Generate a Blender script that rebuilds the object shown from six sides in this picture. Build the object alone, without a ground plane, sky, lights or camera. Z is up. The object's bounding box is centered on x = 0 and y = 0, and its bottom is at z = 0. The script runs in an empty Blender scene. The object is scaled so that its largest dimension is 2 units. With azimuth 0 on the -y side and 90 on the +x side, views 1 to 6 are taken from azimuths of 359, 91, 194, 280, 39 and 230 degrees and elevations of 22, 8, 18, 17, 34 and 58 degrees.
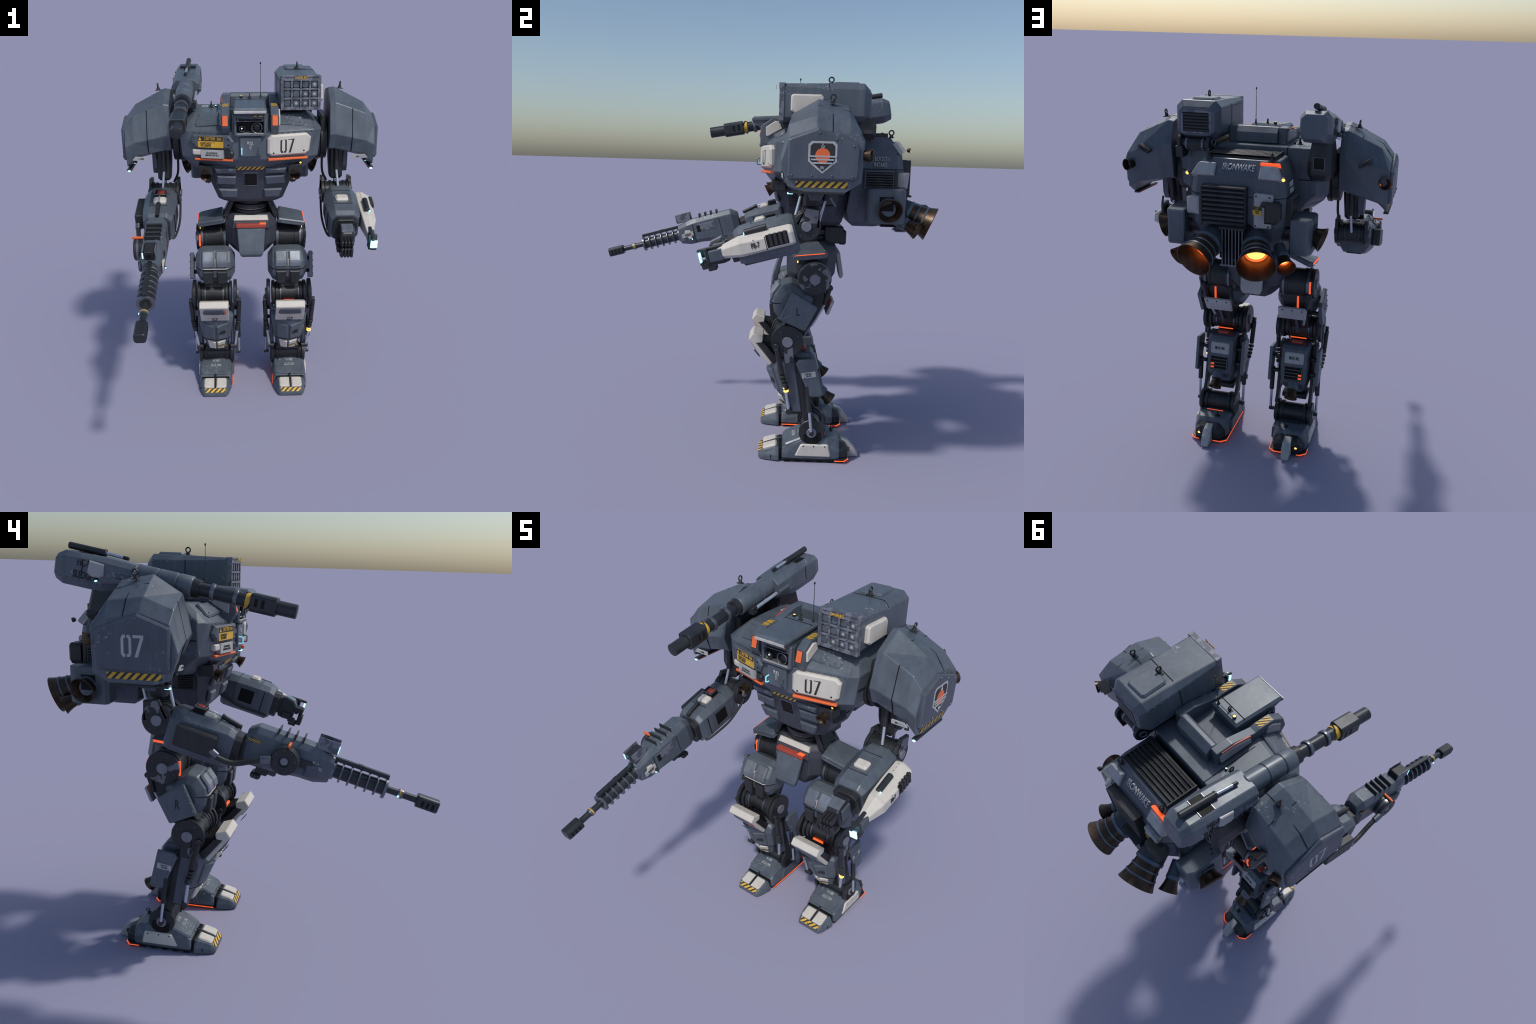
import bpy, bmesh, math, random
from mathutils import Vector, Matrix
random.seed(7)
V3 = Vector
TAU = math.tau

# ------------------------------------------------------------------ materials
def _nodes(name):
    m = bpy.data.materials.new(name); m.use_nodes = True
    nt = m.node_tree
    return m, nt, nt.nodes, nt.links, nt.nodes["Principled BSDF"]

def painted(name, base, rough=0.5, metal=0.0, vary=0.12, chips=0.0, chipcol=(.34, .36, .42), spec=0.5, streak=0.10, bump=0.02):
    """paint with cloudy tone, vertical streaks, and sparse bare chips"""
    m, nt, N, L, B = _nodes(name)
    tc = N.new("ShaderNodeTexCoord")
    n1 = N.new("ShaderNodeTexNoise"); n1.inputs["Scale"].default_value = 9; n1.inputs["Detail"].default_value = 5
    L.new(tc.outputs["Object"], n1.inputs["Vector"])
    mp = N.new("ShaderNodeMapping"); mp.inputs["Scale"].default_value = (40, 40, 4)
    L.new(tc.outputs["Object"], mp.inputs["Vector"])
    n2 = N.new("ShaderNodeTexNoise"); n2.inputs["Scale"].default_value = 1.0; n2.inputs["Detail"].default_value = 3
    L.new(mp.outputs["Vector"], n2.inputs["Vector"])
    def rng(sock, lo, hi, a=0.3, b=0.7):
        r = N.new("ShaderNodeMapRange"); r.inputs["From Min"].default_value = a; r.inputs["From Max"].default_value = b
        r.inputs["To Min"].default_value = lo; r.inputs["To Max"].default_value = hi
        L.new(sock, r.inputs["Value"]); return r.outputs["Result"]
    f1 = rng(n1.outputs["Fac"], 1 - vary, 1 + vary)
    f2 = rng(n2.outputs["Fac"], 1 - streak, 1 + streak)
    mul = N.new("ShaderNodeMath"); mul.operation = 'MULTIPLY'; L.new(f1, mul.inputs[0]); L.new(f2, mul.inputs[1])
    sc = N.new("ShaderNodeVectorMath"); sc.operation = 'SCALE'
    sc.inputs[0].default_value = base
    L.new(mul.outputs[0], sc.inputs["Scale"])
    col = sc.outputs["Vector"]
    if chips > 0:
        n3 = N.new("ShaderNodeTexNoise"); n3.inputs["Scale"].default_value = 75; n3.inputs["Detail"].default_value = 3
        n4 = N.new("ShaderNodeTexNoise"); n4.inputs["Scale"].default_value = 6.5; n4.inputs["Detail"].default_value = 2
        off = N.new("ShaderNodeMapping"); off.inputs["Location"].default_value = (3.1, 7.7, 1.3)
        L.new(tc.outputs["Object"], off.inputs["Vector"]); L.new(off.outputs["Vector"], n4.inputs["Vector"])
        L.new(tc.outputs["Object"], n3.inputs["Vector"])
        a = rng(n3.outputs["Fac"], 0, 1, .615, .645); b = rng(n4.outputs["Fac"], 0, chips, .60, .68)
        mk = N.new("ShaderNodeMath"); mk.operation = 'MULTIPLY'; L.new(a, mk.inputs[0]); L.new(b, mk.inputs[1])
        mx = N.new("ShaderNodeMix"); mx.data_type = 'RGBA'
        L.new(mk.outputs[0], mx.inputs["Factor"]); L.new(col, mx.inputs["A"]); mx.inputs["B"].default_value = (*chipcol, 1)
        col = mx.outputs["Result"]
    L.new(col, B.inputs["Base Color"])
    r = rng(n1.outputs["Fac"], rough - .08, rough + .08)
    L.new(r, B.inputs["Roughness"])
    B.inputs["Metallic"].default_value = metal
    B.inputs["Specular IOR Level"].default_value = spec
    if bump:
        bp = N.new("ShaderNodeBump"); bp.inputs["Strength"].default_value = bump; bp.inputs["Distance"].default_value = .002
        L.new(n2.outputs["Fac"], bp.inputs["Height"]); L.new(bp.outputs["Normal"], B.inputs["Normal"])
    return m

def worn(name, paint, bare, scale=22, lo=.47, hi=.53, rough=.45, metal=0.2):
    """paint worn away in hard-edged patches"""
    m, nt, N, L, B = _nodes(name)
    tc = N.new("ShaderNodeTexCoord")
    n = N.new("ShaderNodeTexNoise"); n.inputs["Scale"].default_value = scale; n.inputs["Detail"].default_value = 5
    L.new(tc.outputs["Object"], n.inputs["Vector"])
    r = N.new("ShaderNodeValToRGB"); r.color_ramp.elements[0].position = lo; r.color_ramp.elements[0].color = (*paint, 1)
    r.color_ramp.elements[1].position = hi; r.color_ramp.elements[1].color = (*bare, 1)
    L.new(n.outputs["Fac"], r.inputs["Fac"]); L.new(r.outputs["Color"], B.inputs["Base Color"])
    B.inputs["Roughness"].default_value = rough; B.inputs["Metallic"].default_value = metal
    return m

def glow(name, col, strength):
    m, nt, N, L, B = _nodes(name)
    B.inputs["Base Color"].default_value = (*[c * .8 for c in col], 1)
    B.inputs["Emission Color"].default_value = (*col, 1); B.inputs["Emission Strength"].default_value = strength
    B.inputs["Roughness"].default_value = .4
    return m

ARMOR = painted("armor_paint", (.092, .112, .138), rough=.42, chips=.6, metal=.15)
ARMOR2 = painted("armor_paint_deep", (.078, .093, .119), rough=.48, chips=.45, metal=.15)
ABD = painted("lower_hull_paint", (.046, .052, .068), rough=.5, chips=.2, metal=.15)
DARK = painted("gunmetal", (.030, .032, .036), rough=.42, metal=.35, vary=.2, chips=.25, chipcol=(.12, .13, .15))
BLACK = painted("black_void", (.008, .008, .009), rough=.6, vary=.1, spec=.2)
BARREL = painted("barrel_steel", (.040, .044, .050), rough=.36, metal=.5, vary=.15)
WHITE = painted("bone_white_paint", (.56, .53, .48), rough=.5, vary=.05, streak=.05, chips=.25, chipcol=(.12, .13, .15))
GREYP = painted("pale_grey_plate", (.36, .36, .37), rough=.45, vary=.1, chips=.4, chipcol=(.12, .13, .14))
LABEL = painted("label_grey", (.40, .41, .41), rough=.5, vary=.06)
BARE = worn("worn_frame_metal", (.090, .100, .122), (.18, .19, .23), scale=30)
DISK = worn("worn_disk_metal", (.028, .030, .034), (.16, .165, .195), scale=14, lo=.55, hi=.57, metal=.3)
CAP = painted("axle_cap", (.20, .21, .245), rough=.4, metal=.3, vary=.06)
CHROME = painted("piston_rod", (.48, .52, .60), rough=.3, metal=.6, vary=.05)
SILVER = painted("bright_edge", (.60, .58, .55), rough=.3, metal=.5, vary=.1)
RING = painted("steel_ring", (.15, .165, .19), rough=.3, metal=.7, vary=.1)
VENT = painted("vent_slat", (.050, .052, .057), rough=.35, metal=.6, vary=.15)
BRONZE = painted("scorched_bronze", (.075, .050, .034), rough=.38, metal=.75, vary=.35, streak=.2)
NOZRING = painted("nozzle_band", (.11, .145, .19), rough=.4, metal=.4, vary=.1)
ORANGE = painted("orange_paint", (.78, .145, .040), rough=.5, vary=.05, streak=.04)
REDP = painted("dull_red_paint", (.36, .055, .035), rough=.5, vary=.08)
YELLOW = painted("hazard_yellow", (.62, .37, .035), rough=.5, vary=.12, chips=.9, chipcol=(.05, .05, .05))
INK = painted("stencil_ink", (.022, .023, .026), rough=.6, vary=.1)
STENCIL = painted("stencil_white", (.42, .43, .44), rough=.55, vary=.08, chips=.7, chipcol=(.1, .12, .15))
SEAM = painted("panel_gap", (.010, .010, .012), rough=.7, vary=.1, spec=.1)
RUBBER = painted("rubber_hose", (.022, .023, .022), rough=.55, vary=.2)
GLASS = painted("lens_glass", (.010, .011, .014), rough=.08, vary=0, streak=0, bump=0)
SHINY = painted("polished_plate", (.19, .21, .24), rough=.22, metal=.45, vary=.25, chips=.5, chipcol=(.4, .42, .45))
G_ORANGE = glow("orange_light_strip", (1.0, .125, .030), .75)
G_CYAN = glow("cyan_light", (.30, .85, 1.0), 2.6)
G_AMBER = glow("amber_light", (1.0, .55, .10), 2.2)
G_FIRE = glow("engine_fire", (1.0, .36, .07), 3.4)
G_FIRE2 = glow("engine_fire_rim", (1.0, .14, .03), 1.3)

# ------------------------------------------------------------------ builders
COL = bpy.context.scene.collection
ROOT = bpy.data.objects.new("combat_walker_robot", None); COL.objects.link(ROOT)
ROOT["label"] = "dark blue-grey bipedal combat mech with cannon, rifle and missile pod"
ROOT["category"] = "robot"

def obj(name, bm, mat, parent, smooth=False, ang=38):
    bmesh.ops.recalc_face_normals(bm, faces=bm.faces)
    me = bpy.data.meshes.new(name); bm.to_mesh(me); bm.free()
    me.materials.append(mat)
    if smooth:
        me.polygons.foreach_set("use_smooth", [True] * len(me.polygons))
        me.set_sharp_from_angle(angle=math.radians(ang))
    o = bpy.data.objects.new(name, me); COL.objects.link(o); o.parent = parent or ROOT
    return o

def bevel(bm, w, seg=2, ang=22):
    if w <= 0: return
    bm.normal_update()
    es = [e for e in bm.edges if len(e.link_faces) == 2 and e.calc_face_angle(0) > math.radians(ang)]
    bmesh.ops.bevel(bm, geom=es, offset=w, segments=seg, profile=.5, affect='EDGES', clamp_overlap=True)

def poly(name, verts, faces, mat, parent, bv=0.0, smooth=False, seg=2):
    bm = bmesh.new(); vs = [bm.verts.new(v) for v in verts]
    for f in faces: bm.faces.new([vs[i] for i in f])
    bmesh.ops.recalc_face_normals(bm, faces=bm.faces)
    bevel(bm, bv, seg)
    return obj(name, bm, mat, parent, smooth)

def loft_bm(bm, rings, cap=True):
    n = len(rings[0]); vr = [[bm.verts.new(p) for p in r] for r in rings]
    for a, b in zip(vr, vr[1:]):
        for i in range(n):
            bm.faces.new((a[i], a[(i + 1) % n], b[(i + 1) % n], b[i]))
    if cap: bm.faces.new(vr[0][::-1]); bm.faces.new(vr[-1])

def loft(name, rings, mat, parent, bv=.0025, smooth=False, cap=True):
    bm = bmesh.new(); loft_bm(bm, rings, cap)
    bmesh.ops.recalc_face_normals(bm, faces=bm.faces)
    bevel(bm, bv, 1, 14); return obj(name, bm, mat, parent, smooth)

def prism(name, pts, d, mat, parent, bv=.002):
    """polygon pts extruded along vector d"""
    d = V3(d); a = [V3(p) for p in pts]
    return loft(name, [a, [p + d for p in a]], mat, parent, bv)

def hexa(name, F, xr, yr, zr, mat, parent, bv=.002):
    """box between ranges in a frame function F(x,y,z)"""
    (x0, x1), (y0, y1), (z0, z1) = xr, yr, zr
    r = [[F(x0, y, z0), F(x1, y, z0), F(x1, y, z1), F(x0, y, z1)] for y in (y0, y1)]
    return loft(name, r, mat, parent, bv)

def W(x, y, z): return V3((x, y, z))
def box(name, x, y, z, mat, parent, bv=.002): return hexa(name, W, x, y, z, mat, parent, bv)

def inset(pts, n, w):
    out = []; k = len(pts)
    for i in range(k):
        p0, p1, p2 = pts[i - 1], pts[i], pts[(i + 1) % k]
        e1 = (p1 - p0).normalized(); e2 = (p2 - p1).normalized()
        n1 = n.cross(e1); n2 = n.cross(e2); b = (n1 + n2)
        if b.length < 1e-6: b = n1
        b.normalize(); c = max(.35, b.dot(n1)); out.append(p1 + b * (w / c))
    return out

def slab(name, pts, out, h, mat, parent, ins=.003, d=.003):
    """raised plate on a (nearly flat) polygon: base sunk by d, top at h with chamfer ins"""
    a = [V3(p) for p in pts]; n = V3((0, 0, 0))
    for i in range(len(a)): n += a[i].cross(a[(i + 1) % len(a)])
    n.normalize()
    if n.dot(V3(out)) < 0: a.reverse(); n = -n
    c = min(ins, h * .8)
    r = [[p - n * d for p in a], [p + n * (h - c) for p in a], [p + n * h for p in inset(a, n, ins)]]
    bm = bmesh.new(); loft_bm(bm, r); return obj(name, bm, mat, parent)

def basis(d):
    d = V3(d).normalized(); u = d.cross(V3((0, 0, 1)))
    if u.length < .05: u = d.cross(V3((0, 1, 0)))
    u.normalize(); return d, u, d.cross(u)

def lathe_bm(bm, prof, p0, d, seg=32):
    d, u, v = basis(d); p0 = V3(p0); rings = []
    for s, r in prof:
        c = p0 + d * s
        if r < 1e-6: rings.append([bm.verts.new(c)])
        else: rings.append([bm.verts.new(c + (u * math.cos(TAU * i / seg) + v * math.sin(TAU * i / seg)) * r) for i in range(seg)])
    for a, b in zip(rings, rings[1:]):
        for i in range(seg):
            j = (i + 1) % seg
            q = ([a[0]] if len(a) == 1 else [a[i], a[j]]) + ([b[0]] if len(b) == 1 else [b[j], b[i]])
            if len(q) > 2: bm.faces.new(q)

def lathe(name, prof, p0, d, mat, parent, seg=32, ang=38):
    bm = bmesh.new(); lathe_bm(bm, prof, p0, d, seg); return obj(name, bm, mat, parent, True, ang)

def cylprof(L, r, r1=None, b=.0015):
    r1 = r if r1 is None else r1; b = min(b, L * .3, r * .3)
    return [(0, 0), (0, r - b), (b, r), (L - b, r1), (L, r1 - b), (L, 0)]

def cyl(name, p0, p1, r, mat, parent, r1=None, seg=28, b=.0018):
    p0, p1 = V3(p0), V3(p1); d = p1 - p0
    return lathe(name, cylprof(d.length, r, r1, b), p0, d, mat, parent, seg)

def tube(name, pts, r, mat, parent, seg=12, sub=8):
    P = [V3(p) for p in pts]; Q = []
    E = [P[0] * 2 - P[1]] + P + [P[-1] * 2 - P[-2]]
    for i in range(1, len(E) - 2):
        a, b, c, d = E[i - 1:i + 3]
        for k in range(sub):
            t = k / sub
            Q.append(.5 * ((2 * b) + (c - a) * t + (2 * a - 5 * b + 4 * c - d) * t * t + (3 * b - a - 3 * c + d) * t ** 3))
    Q.append(P[-1]); rings = []; _, u, _ = basis(Q[1] - Q[0])
    for i, q in enumerate(Q):
        t = (Q[min(i + 1, len(Q) - 1)] - Q[max(i - 1, 0)]).normalized()
        u = (u - t * u.dot(t)).normalized(); w = t.cross(u)
        rings.append([q + (u * math.cos(TAU * k / seg) + w * math.sin(TAU * k / seg)) * r for k in range(seg)])
    bm = bmesh.new(); loft_bm(bm, rings); return obj(name, bm, mat, parent, True, 50)

def ring_bm(bm, c, axis, R, r, n=20, k=8):
    d, u, v = basis(axis); c = V3(c); vs = []
    for i in range(n):
        a = TAU * i / n; e = u * math.cos(a) + v * math.sin(a)
        vs.append([bm.verts.new(c + e * (R + r * math.cos(TAU * j / k)) + d * (r * math.sin(TAU * j / k))) for j in range(k)])
    for i in range(n):
        for j in range(k):
            bm.faces.new((vs[i][j], vs[(i + 1) % n][j], vs[(i + 1) % n][(j + 1) % k], vs[i][(j + 1) % k]))

# shared small meshes -------------------------------------------------------
def shared(name, fn, mat, smooth=True):
    bm = bmesh.new(); fn(bm); bmesh.ops.recalc_face_normals(bm, faces=bm.faces)
    me = bpy.data.meshes.new(name); bm.to_mesh(me); bm.free(); me.materials.append(mat)
    if smooth:
        me.polygons.foreach_set("use_smooth", [True] * len(me.polygons)); me.set_sharp_from_angle(angle=math.radians(40))
    return me
RIVET_ME = shared("rivet", lambda b: lathe_bm(b, [(-.002, 1), (.0, 1), (.6, .75), (.85, .4), (.9, 0)], (0, 0, 0), (0, 0, 1), 10), RING)
HOLE_ME = shared("bolt_hole", lambda b: lathe_bm(b, [(-.5, 1), (.12, 1), (.12, .7), (.05, .65), (.05, 0)], (0, 0, 0), (0, 0, 1), 10), SEAM)
def stamp(me, name, p, n, r, parent, h=None):
    o = bpy.data.objects.new(name, me); COL.objects.link(o); o.parent = parent
    q = V3((0, 0, 1)).rotation_difference(V3(n).normalized())
    o.matrix_world = Matrix.Translation(V3(p)) @ q.to_matrix().to_4x4() @ Matrix.Diagonal((r, r, r if h is None else h, 1))
    return o
def rivet(p, n, r, parent): return stamp(RIVET_ME, "rivet", p, n, r, parent)
def hole(p, n, r, parent): return stamp(HOLE_ME, "bolt_hole", p, n, r, parent, .004)
def _eye(b):
    bmesh.ops.create_cube(b, size=1, matrix=Matrix.Translation((0, 0, .001)) @ Matrix.Diagonal((.030, .020, .004, 1)))
    lathe_bm(b, [(0, 0), (0, .0085), (.010, .0085), (.014, .006), (.014, 0)], (0, 0, 0), (0, 0, 1), 14)
    ring_bm(b, (0, 0, .0225), (1, 0, 0), .0105, .0032)
EYE_ME = shared("lifting_eye", _eye, DARK)
def eyebolt(p, parent, sc=1.0, n=(0, 0, 1), yaw=0):
    o = bpy.data.objects.new("lifting_eye", EYE_ME); COL.objects.link(o); o.parent = parent
    q = V3((0, 0, 1)).rotation_difference(V3(n).normalized())
    o.matrix_world = Matrix.Translation(V3(p)) @ q.to_matrix().to_4x4() @ Matrix.Rotation(yaw, 4, 'Z') @ Matrix.Diagonal((sc, sc, sc, 1))
    return o

# decals --------------------------------------------------------------------
def text(name, body, c, right, up, h, mat, parent, cond=.6, shear=0.0, align='CENTER', thick=.0010, weight=.016):
    cu = bpy.data.curves.new(name, 'FONT'); cu.body = body; cu.align_x = align; cu.align_y = 'CENTER'
    cu.size = 1; cu.shear = shear; cu.offset = weight; cu.space_line = .95
    t = bpy.data.objects.new(name, cu); COL.objects.link(t)
    dg = bpy.context.evaluated_depsgraph_get(); me = bpy.data.meshes.new_from_object(t.evaluated_get(dg))
    bpy.data.objects.remove(t); bpy.data.curves.remove(cu)
    r = V3(right).normalized(); u = V3(up); u = (u - r * u.dot(r)).normalized(); n = r.cross(u)
    k = h / .70; c = V3(c)
    bm = bmesh.new(); bm.from_mesh(me); bpy.data.meshes.remove(me)
    for v in bm.verts: v.co = c + r * (v.co.x * k * cond) + u * (v.co.y * k) + n * thick
    g = bmesh.ops.extrude_face_region(bm, geom=bm.faces[:])
    for v in [e for e in g["geom"] if isinstance(e, bmesh.types.BMVert)]: v.co -= n * (thick * 1.6)
    return obj(name, bm, mat, parent)

def clip(pts, x1, y1):
    def cut(P, f):
        o = []
        for i in range(len(P)):
            a, b = P[i - 1], P[i]; fa, fb = f(a), f(b)
            if fa * fb < 0:
                t = fa / (fa - fb); o.append((a[0] + (b[0] - a[0]) * t, a[1] + (b[1] - a[1]) * t))
            if fb >= 0: o.append(b)
        return o
    for f in (lambda p: p[0], lambda p: x1 - p[0], lambda p: p[1], lambda p: y1 - p[1]):
        pts = cut(pts, f)
        if len(pts) < 3: return []
    return pts

def hazard(o, right, down, n, parent, lean=1.0, h=.0014, phase=.0, d=.004):
    """warning stripe strip from top-left corner o, with edge vectors right and down"""
    o, right, down = V3(o), V3(right), V3(down); w, ht = right.length, down.length
    r, dn = right / w, down / ht; nn = dn.cross(r)
    pts = [o, o + right, o + right + down, o + down]
    s = slab("warning_strip", pts, nn, h, INK, parent, .0003, d)
    bm = bmesh.new(); per = w / n
    for i in range(-3, n + 3):
        x = (i + phase) * per; q = clip([(x + lean * ht, 0), (x + lean * ht + per * .55, 0), (x + per * .55, ht), (x, ht)], w, ht)
        if len(q) < 3: continue
        a = [bm.verts.new(o + r * p[0] + dn * p[1] + nn * (h + .0006)) for p in q]
        b = [bm.verts.new(o + r * p[0] + dn * p[1] + nn * (h - .0006)) for p in q]
        bm.faces.new(a); bm.faces.new(b[::-1])
        for k in range(len(a)): bm.faces.new((a[k], a[(k + 1) % len(a)], b[(k + 1) % len(a)], b[k]))
    return obj("warning_stripe", bm, YELLOW, s)

def seam(pts, n, parent, w=.003, h=.0009):
    """dark panel gap drawn along a polyline lying on a surface with normal n (one normal or one per segment)"""
    bm = bmesh.new()
    for i in range(len(pts) - 1):
        a, b = V3(pts[i]), V3(pts[i + 1]); nn = V3(n[i] if isinstance(n, list) else n).normalized()
        t = (b - a).normalized(); sd = nn.cross(t).normalized() * (w / 2); a = a - t * w * .3; b = b + t * w * .3
        loft_bm(bm, [[p - sd - nn * .003, p + sd - nn * .003, p + sd + nn * h, p - sd + nn * h] for p in (a, b)])
    return obj("panel_seam", bm, SEAM, parent)

def louvre(name, F, xr, zr, y, depth, n, mat, parent, tilt=.5, along='x', th=.35):
    """row of tilted slats in frame F (x across, y outwards depth, z up)"""
    bm = bmesh.new(); x0, x1 = xr; z0, z1 = zr; p = (z1 - z0) / n
    for i in range(n):
        zc = z0 + p * (i + .5); a = p * th
        q = [(y - depth, zc + a + depth * tilt), (y, zc - a * .2), (y, zc - a), (y - depth, zc + a * .2 + depth * tilt)]
        loft_bm(bm, [[F(x, yy, zz) for yy, zz in q] for x in (x0, x1)])
    return obj(name, bm, mat, parent)

def nozzle(name, p0, p1, r0, r1, parent, fire=True, bands=(), collar=None, mat=BRONZE):
    """bell from throat p0 to rim p1 with wall thickness and a hot core"""
    p0, p1 = V3(p0), V3(p1); d = p1 - p0; L = d.length; d.normalize()
    out = [(0, 0), (0, r0)] + [(L * t, r0 + (r1 - r0) * (t ** 1.7)) for t in (.15, .3, .45, .6, .75, .9, 1.0)]
    inn = [(L * t, max(.002, r0 * .82 + (r1 - .004 - r0 * .82) * (t ** 1.5))) for t in (1.0, .85, .7, .5, .3, .12)] + [(L * .12, 0)]
    o = lathe(name, out + inn, p0, d, mat, parent, 40, 50)
    for t, e, w in bands:
        r = r0 + (r1 - r0) * (t ** 1.7)
        lathe("nozzle_band", [(-w, r - .002), (-w, r + e), (w, r + e), (w, r - .002)], p0 + d * (L * t), d, NOZRING, o, 40)
    if collar:
        lathe("nozzle_collar", cylprof(collar[0], collar[1]), p0 - d * collar[0] * .8, d, collar[2], o, 36)
    if fire:
        lathe("engine_core", [(0, 0), (0, r0 * .78), (.003, r0 * .72), (.003, 0)], p0 + d * (L * .13), d, G_FIRE, o, 28)
        lathe("engine_core_ring", [(0, r0 * .72), (.006, r0 * .80), (.010, r0 * .86), (.008, r0 * .70)], p0 + d * (L * .14), d, G_FIRE2, o, 28)
    return o

def lamp(c, d, r, parent, mat=G_CYAN, hood=True):
    d = V3(d).normalized(); c = V3(c)
    o = lathe("spotlight", [(-r * 1.1, 0), (-r, r * .6), (-r * .3, r), (r * .6, r), (r * .6, r * .82), (r * .35, r * .8), (r * .35, 0)], c, d, DARK, parent, 18)
    lathe("spotlight_lens", [(0, r * .78), (r * .18, r * .7), (r * .3, 0)], c + d * r * .36, d, mat, o, 16)
    return o

# ================================================================== TORSO
def sym(half):  # half outline (x>=0) front to back -> closed ring
    return half + [(-x, y) for x, y in reversed(half) if x > 1e-6]
def zring(half, z): return [W(x, y, z) for x, y in sym(half)]
torso = loft("torso", [
    zring([(0, .110), (.075, .110), (.200, .140), (.296, .210), (.300, .350), (.250, .440), (0, .440)], 1.418),
    zring([(0, .066), (.075, .066), (.235, .100), (.345, .185), (.354, .375), (.280, .462), (0, .462)], 1.462),
    zring([(0, .024), (.090, .026), (.318, .080), (.372, .117), (.388, .435), (.332, .480), (0, .478)], 1.512),
    zring([(0, .026), (.098, .028), (.347, .086), (.388, .121), (.399, .440), (.336, .484), (0, .484)], 1.659),
    zring([(0, .060), (.097, .070), (.328, .135), (.350, .168), (.356, .405), (.322, .480), (0, .480)], 1.700),
    zring([(0, .150), (.096, .160), (.300, .185), (.311, .203), (.315, .415), (.303, .479), (0, .479)], 1.738)], ARMOR, None, .003)
seam([(.384, .125, 1.583), (.3945, .437, 1.583), (.335, .4825, 1.583), (.245, .4825, 1.583)], [(1, 0, 0), (.8, .6, 0), (0, 1, 0)], torso, .004)
seam([(-.384, .125, 1.583), (-.3945, .437, 1.583), (-.335, .4825, 1.583), (-.245, .4825, 1.583)], [(-1, 0, 0), (-.8, .6, 0), (0, 1, 0)], torso, .004)
for m in (1, -1):
    seam([(m * .181, .478, 1.7385), (m * .181, .20, 1.7385)], (0, 0, 1), torso, .003)
    seam([(m * .181, .4805, 1.738), (m * .181, .4805, 1.60)], (0, 1, 0), torso, .003)
    # sloped deck plate with corner bolts
    dp = slab("deck_plate", [(m * .118, .070, 1.6865), (m * .285, .098, 1.670), (m * .297, .113, 1.678), (m * .272, .163, 1.7215), (m * .118, .139, 1.7275)], (0, -.6, .8), .019, ARMOR, torso, .007, .012)
    for p in [(m * .270, .097, 1.698), (m * .195, .084, 1.703)]: rivet(p, (0, -.6, .8), .004, dp)
    for i in range(8):
        t = i / 7; rivet((m * (.112 + .222 * t), .0275 + .0515 * t, 1.6515), (m * .2, -1, .1), .0034, torso)
    # side vents of lower hull
    vb = box("side_vent_frame", (m * .225, m * .256), (.17, .25), (1.345, 1.412), DARK, torso, .003)
    louvre("vent_slats", lambda x, y, z, m=m: W(m * y, x, z), (.175, .245), (1.35, 1.407), .260, .01, 5, VENT, vb)
    # shoulder joint drum
    cyl("shoulder_joint", (m * .34, .300, 1.568), (m * .375, .300, 1.568), .100, DARK, torso)
    cyl("shoulder_disk", (m * .372, .300, 1.568), (m * .392, .300, 1.568), .122, DARK, torso, seg=36)
    cyl("shoulder_disk", (m * .396, .300, 1.568), (m * .432, .300, 1.568), .115, DARK, torso, seg=36)
    box("joint_bracket", (m * .392, m * .425), (.20, .40), (1.60, 1.715), DARK, torso, .006)

# front chest plates
pl07 = slab("number_plate", [(.111, .020, 1.643), (.303, .066, 1.645), (.327, .072, 1.623), (.318, .073, 1.547), (.297, .066, 1.531), (.111, .022, 1.531), (.091, .017, 1.546), (.092, .017, 1.624)], (.2, -1, 0), .013, WHITE, torso, .009, .012)
PN = V3((.232, -.972, 0)); PR = V3((.972, .232, 0))
def on07(u, z, h=.0135):  # point on the number plate, u = x coordinate
    return V3((.092, .017, 0)) + PR * ((u - .092) / .972) + PN * h + V3((0, 0, z))
for u, z in [(.122, 1.622), (.292, 1.624), (.286, 1.552), (.121, 1.547), (.202, 1.625)]: hole(on07(u, z), PN, .0045, pl07)
def stencil07(P, h, w, gap, mat, parent, n):
    """two stencil digits; P(u,v) maps digit-plane coords (centre origin, u right, v up)"""
    bm = bmesh.new(); n = V3(n).normalized(); t = w * .26; dw = w; g = t * .55
    def add(q): 
        a = [V3(P(*p)) + n * .0008 for p in q]; loft_bm(bm, [a, [p - n * .002 for p in a]])
    cx = -(dw + gap) / 2; a = dw / 2; b = h / 2; c = a * .62
    for s in (-1, 1):
        add([(cx + s * g * .5, b), (cx + s * (a - c * .55), b), (cx + s * a, b - c), (cx + s * (a - t), b - c), (cx + s * (a - t), b - c), (cx + s * g * .5, b - t)])
        add([(cx + s * a, b - c), (cx + s * a, -b + c), (cx + s * (a - t), -b + c), (cx + s * (a - t), b - c)])
        add([(cx + s * g * .5, -b), (cx + s * (a - c * .55), -b), (cx + s * a, -b + c), (cx + s * (a - t), -b + c), (cx + s * g * .5, -b + t)])
    cx = (dw + gap) / 2
    add([(cx - a, b), (cx + a, b), (cx + a, b - t), (cx - a, b - t)])
    add([(cx + a, b - t * 1.0), (cx + a - t * 1.15, b - t * 1.0), (cx - a * .72, -b), (cx - a * .72 + t * 1.2, -b)])
    return obj("stencil_number", bm, mat, parent)
stencil07(lambda u, v: on07(.195, 1.585, .0133) + PR * u + V3((0, 0, v)), .078, .036, .006, INK, pl07, PN)
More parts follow.
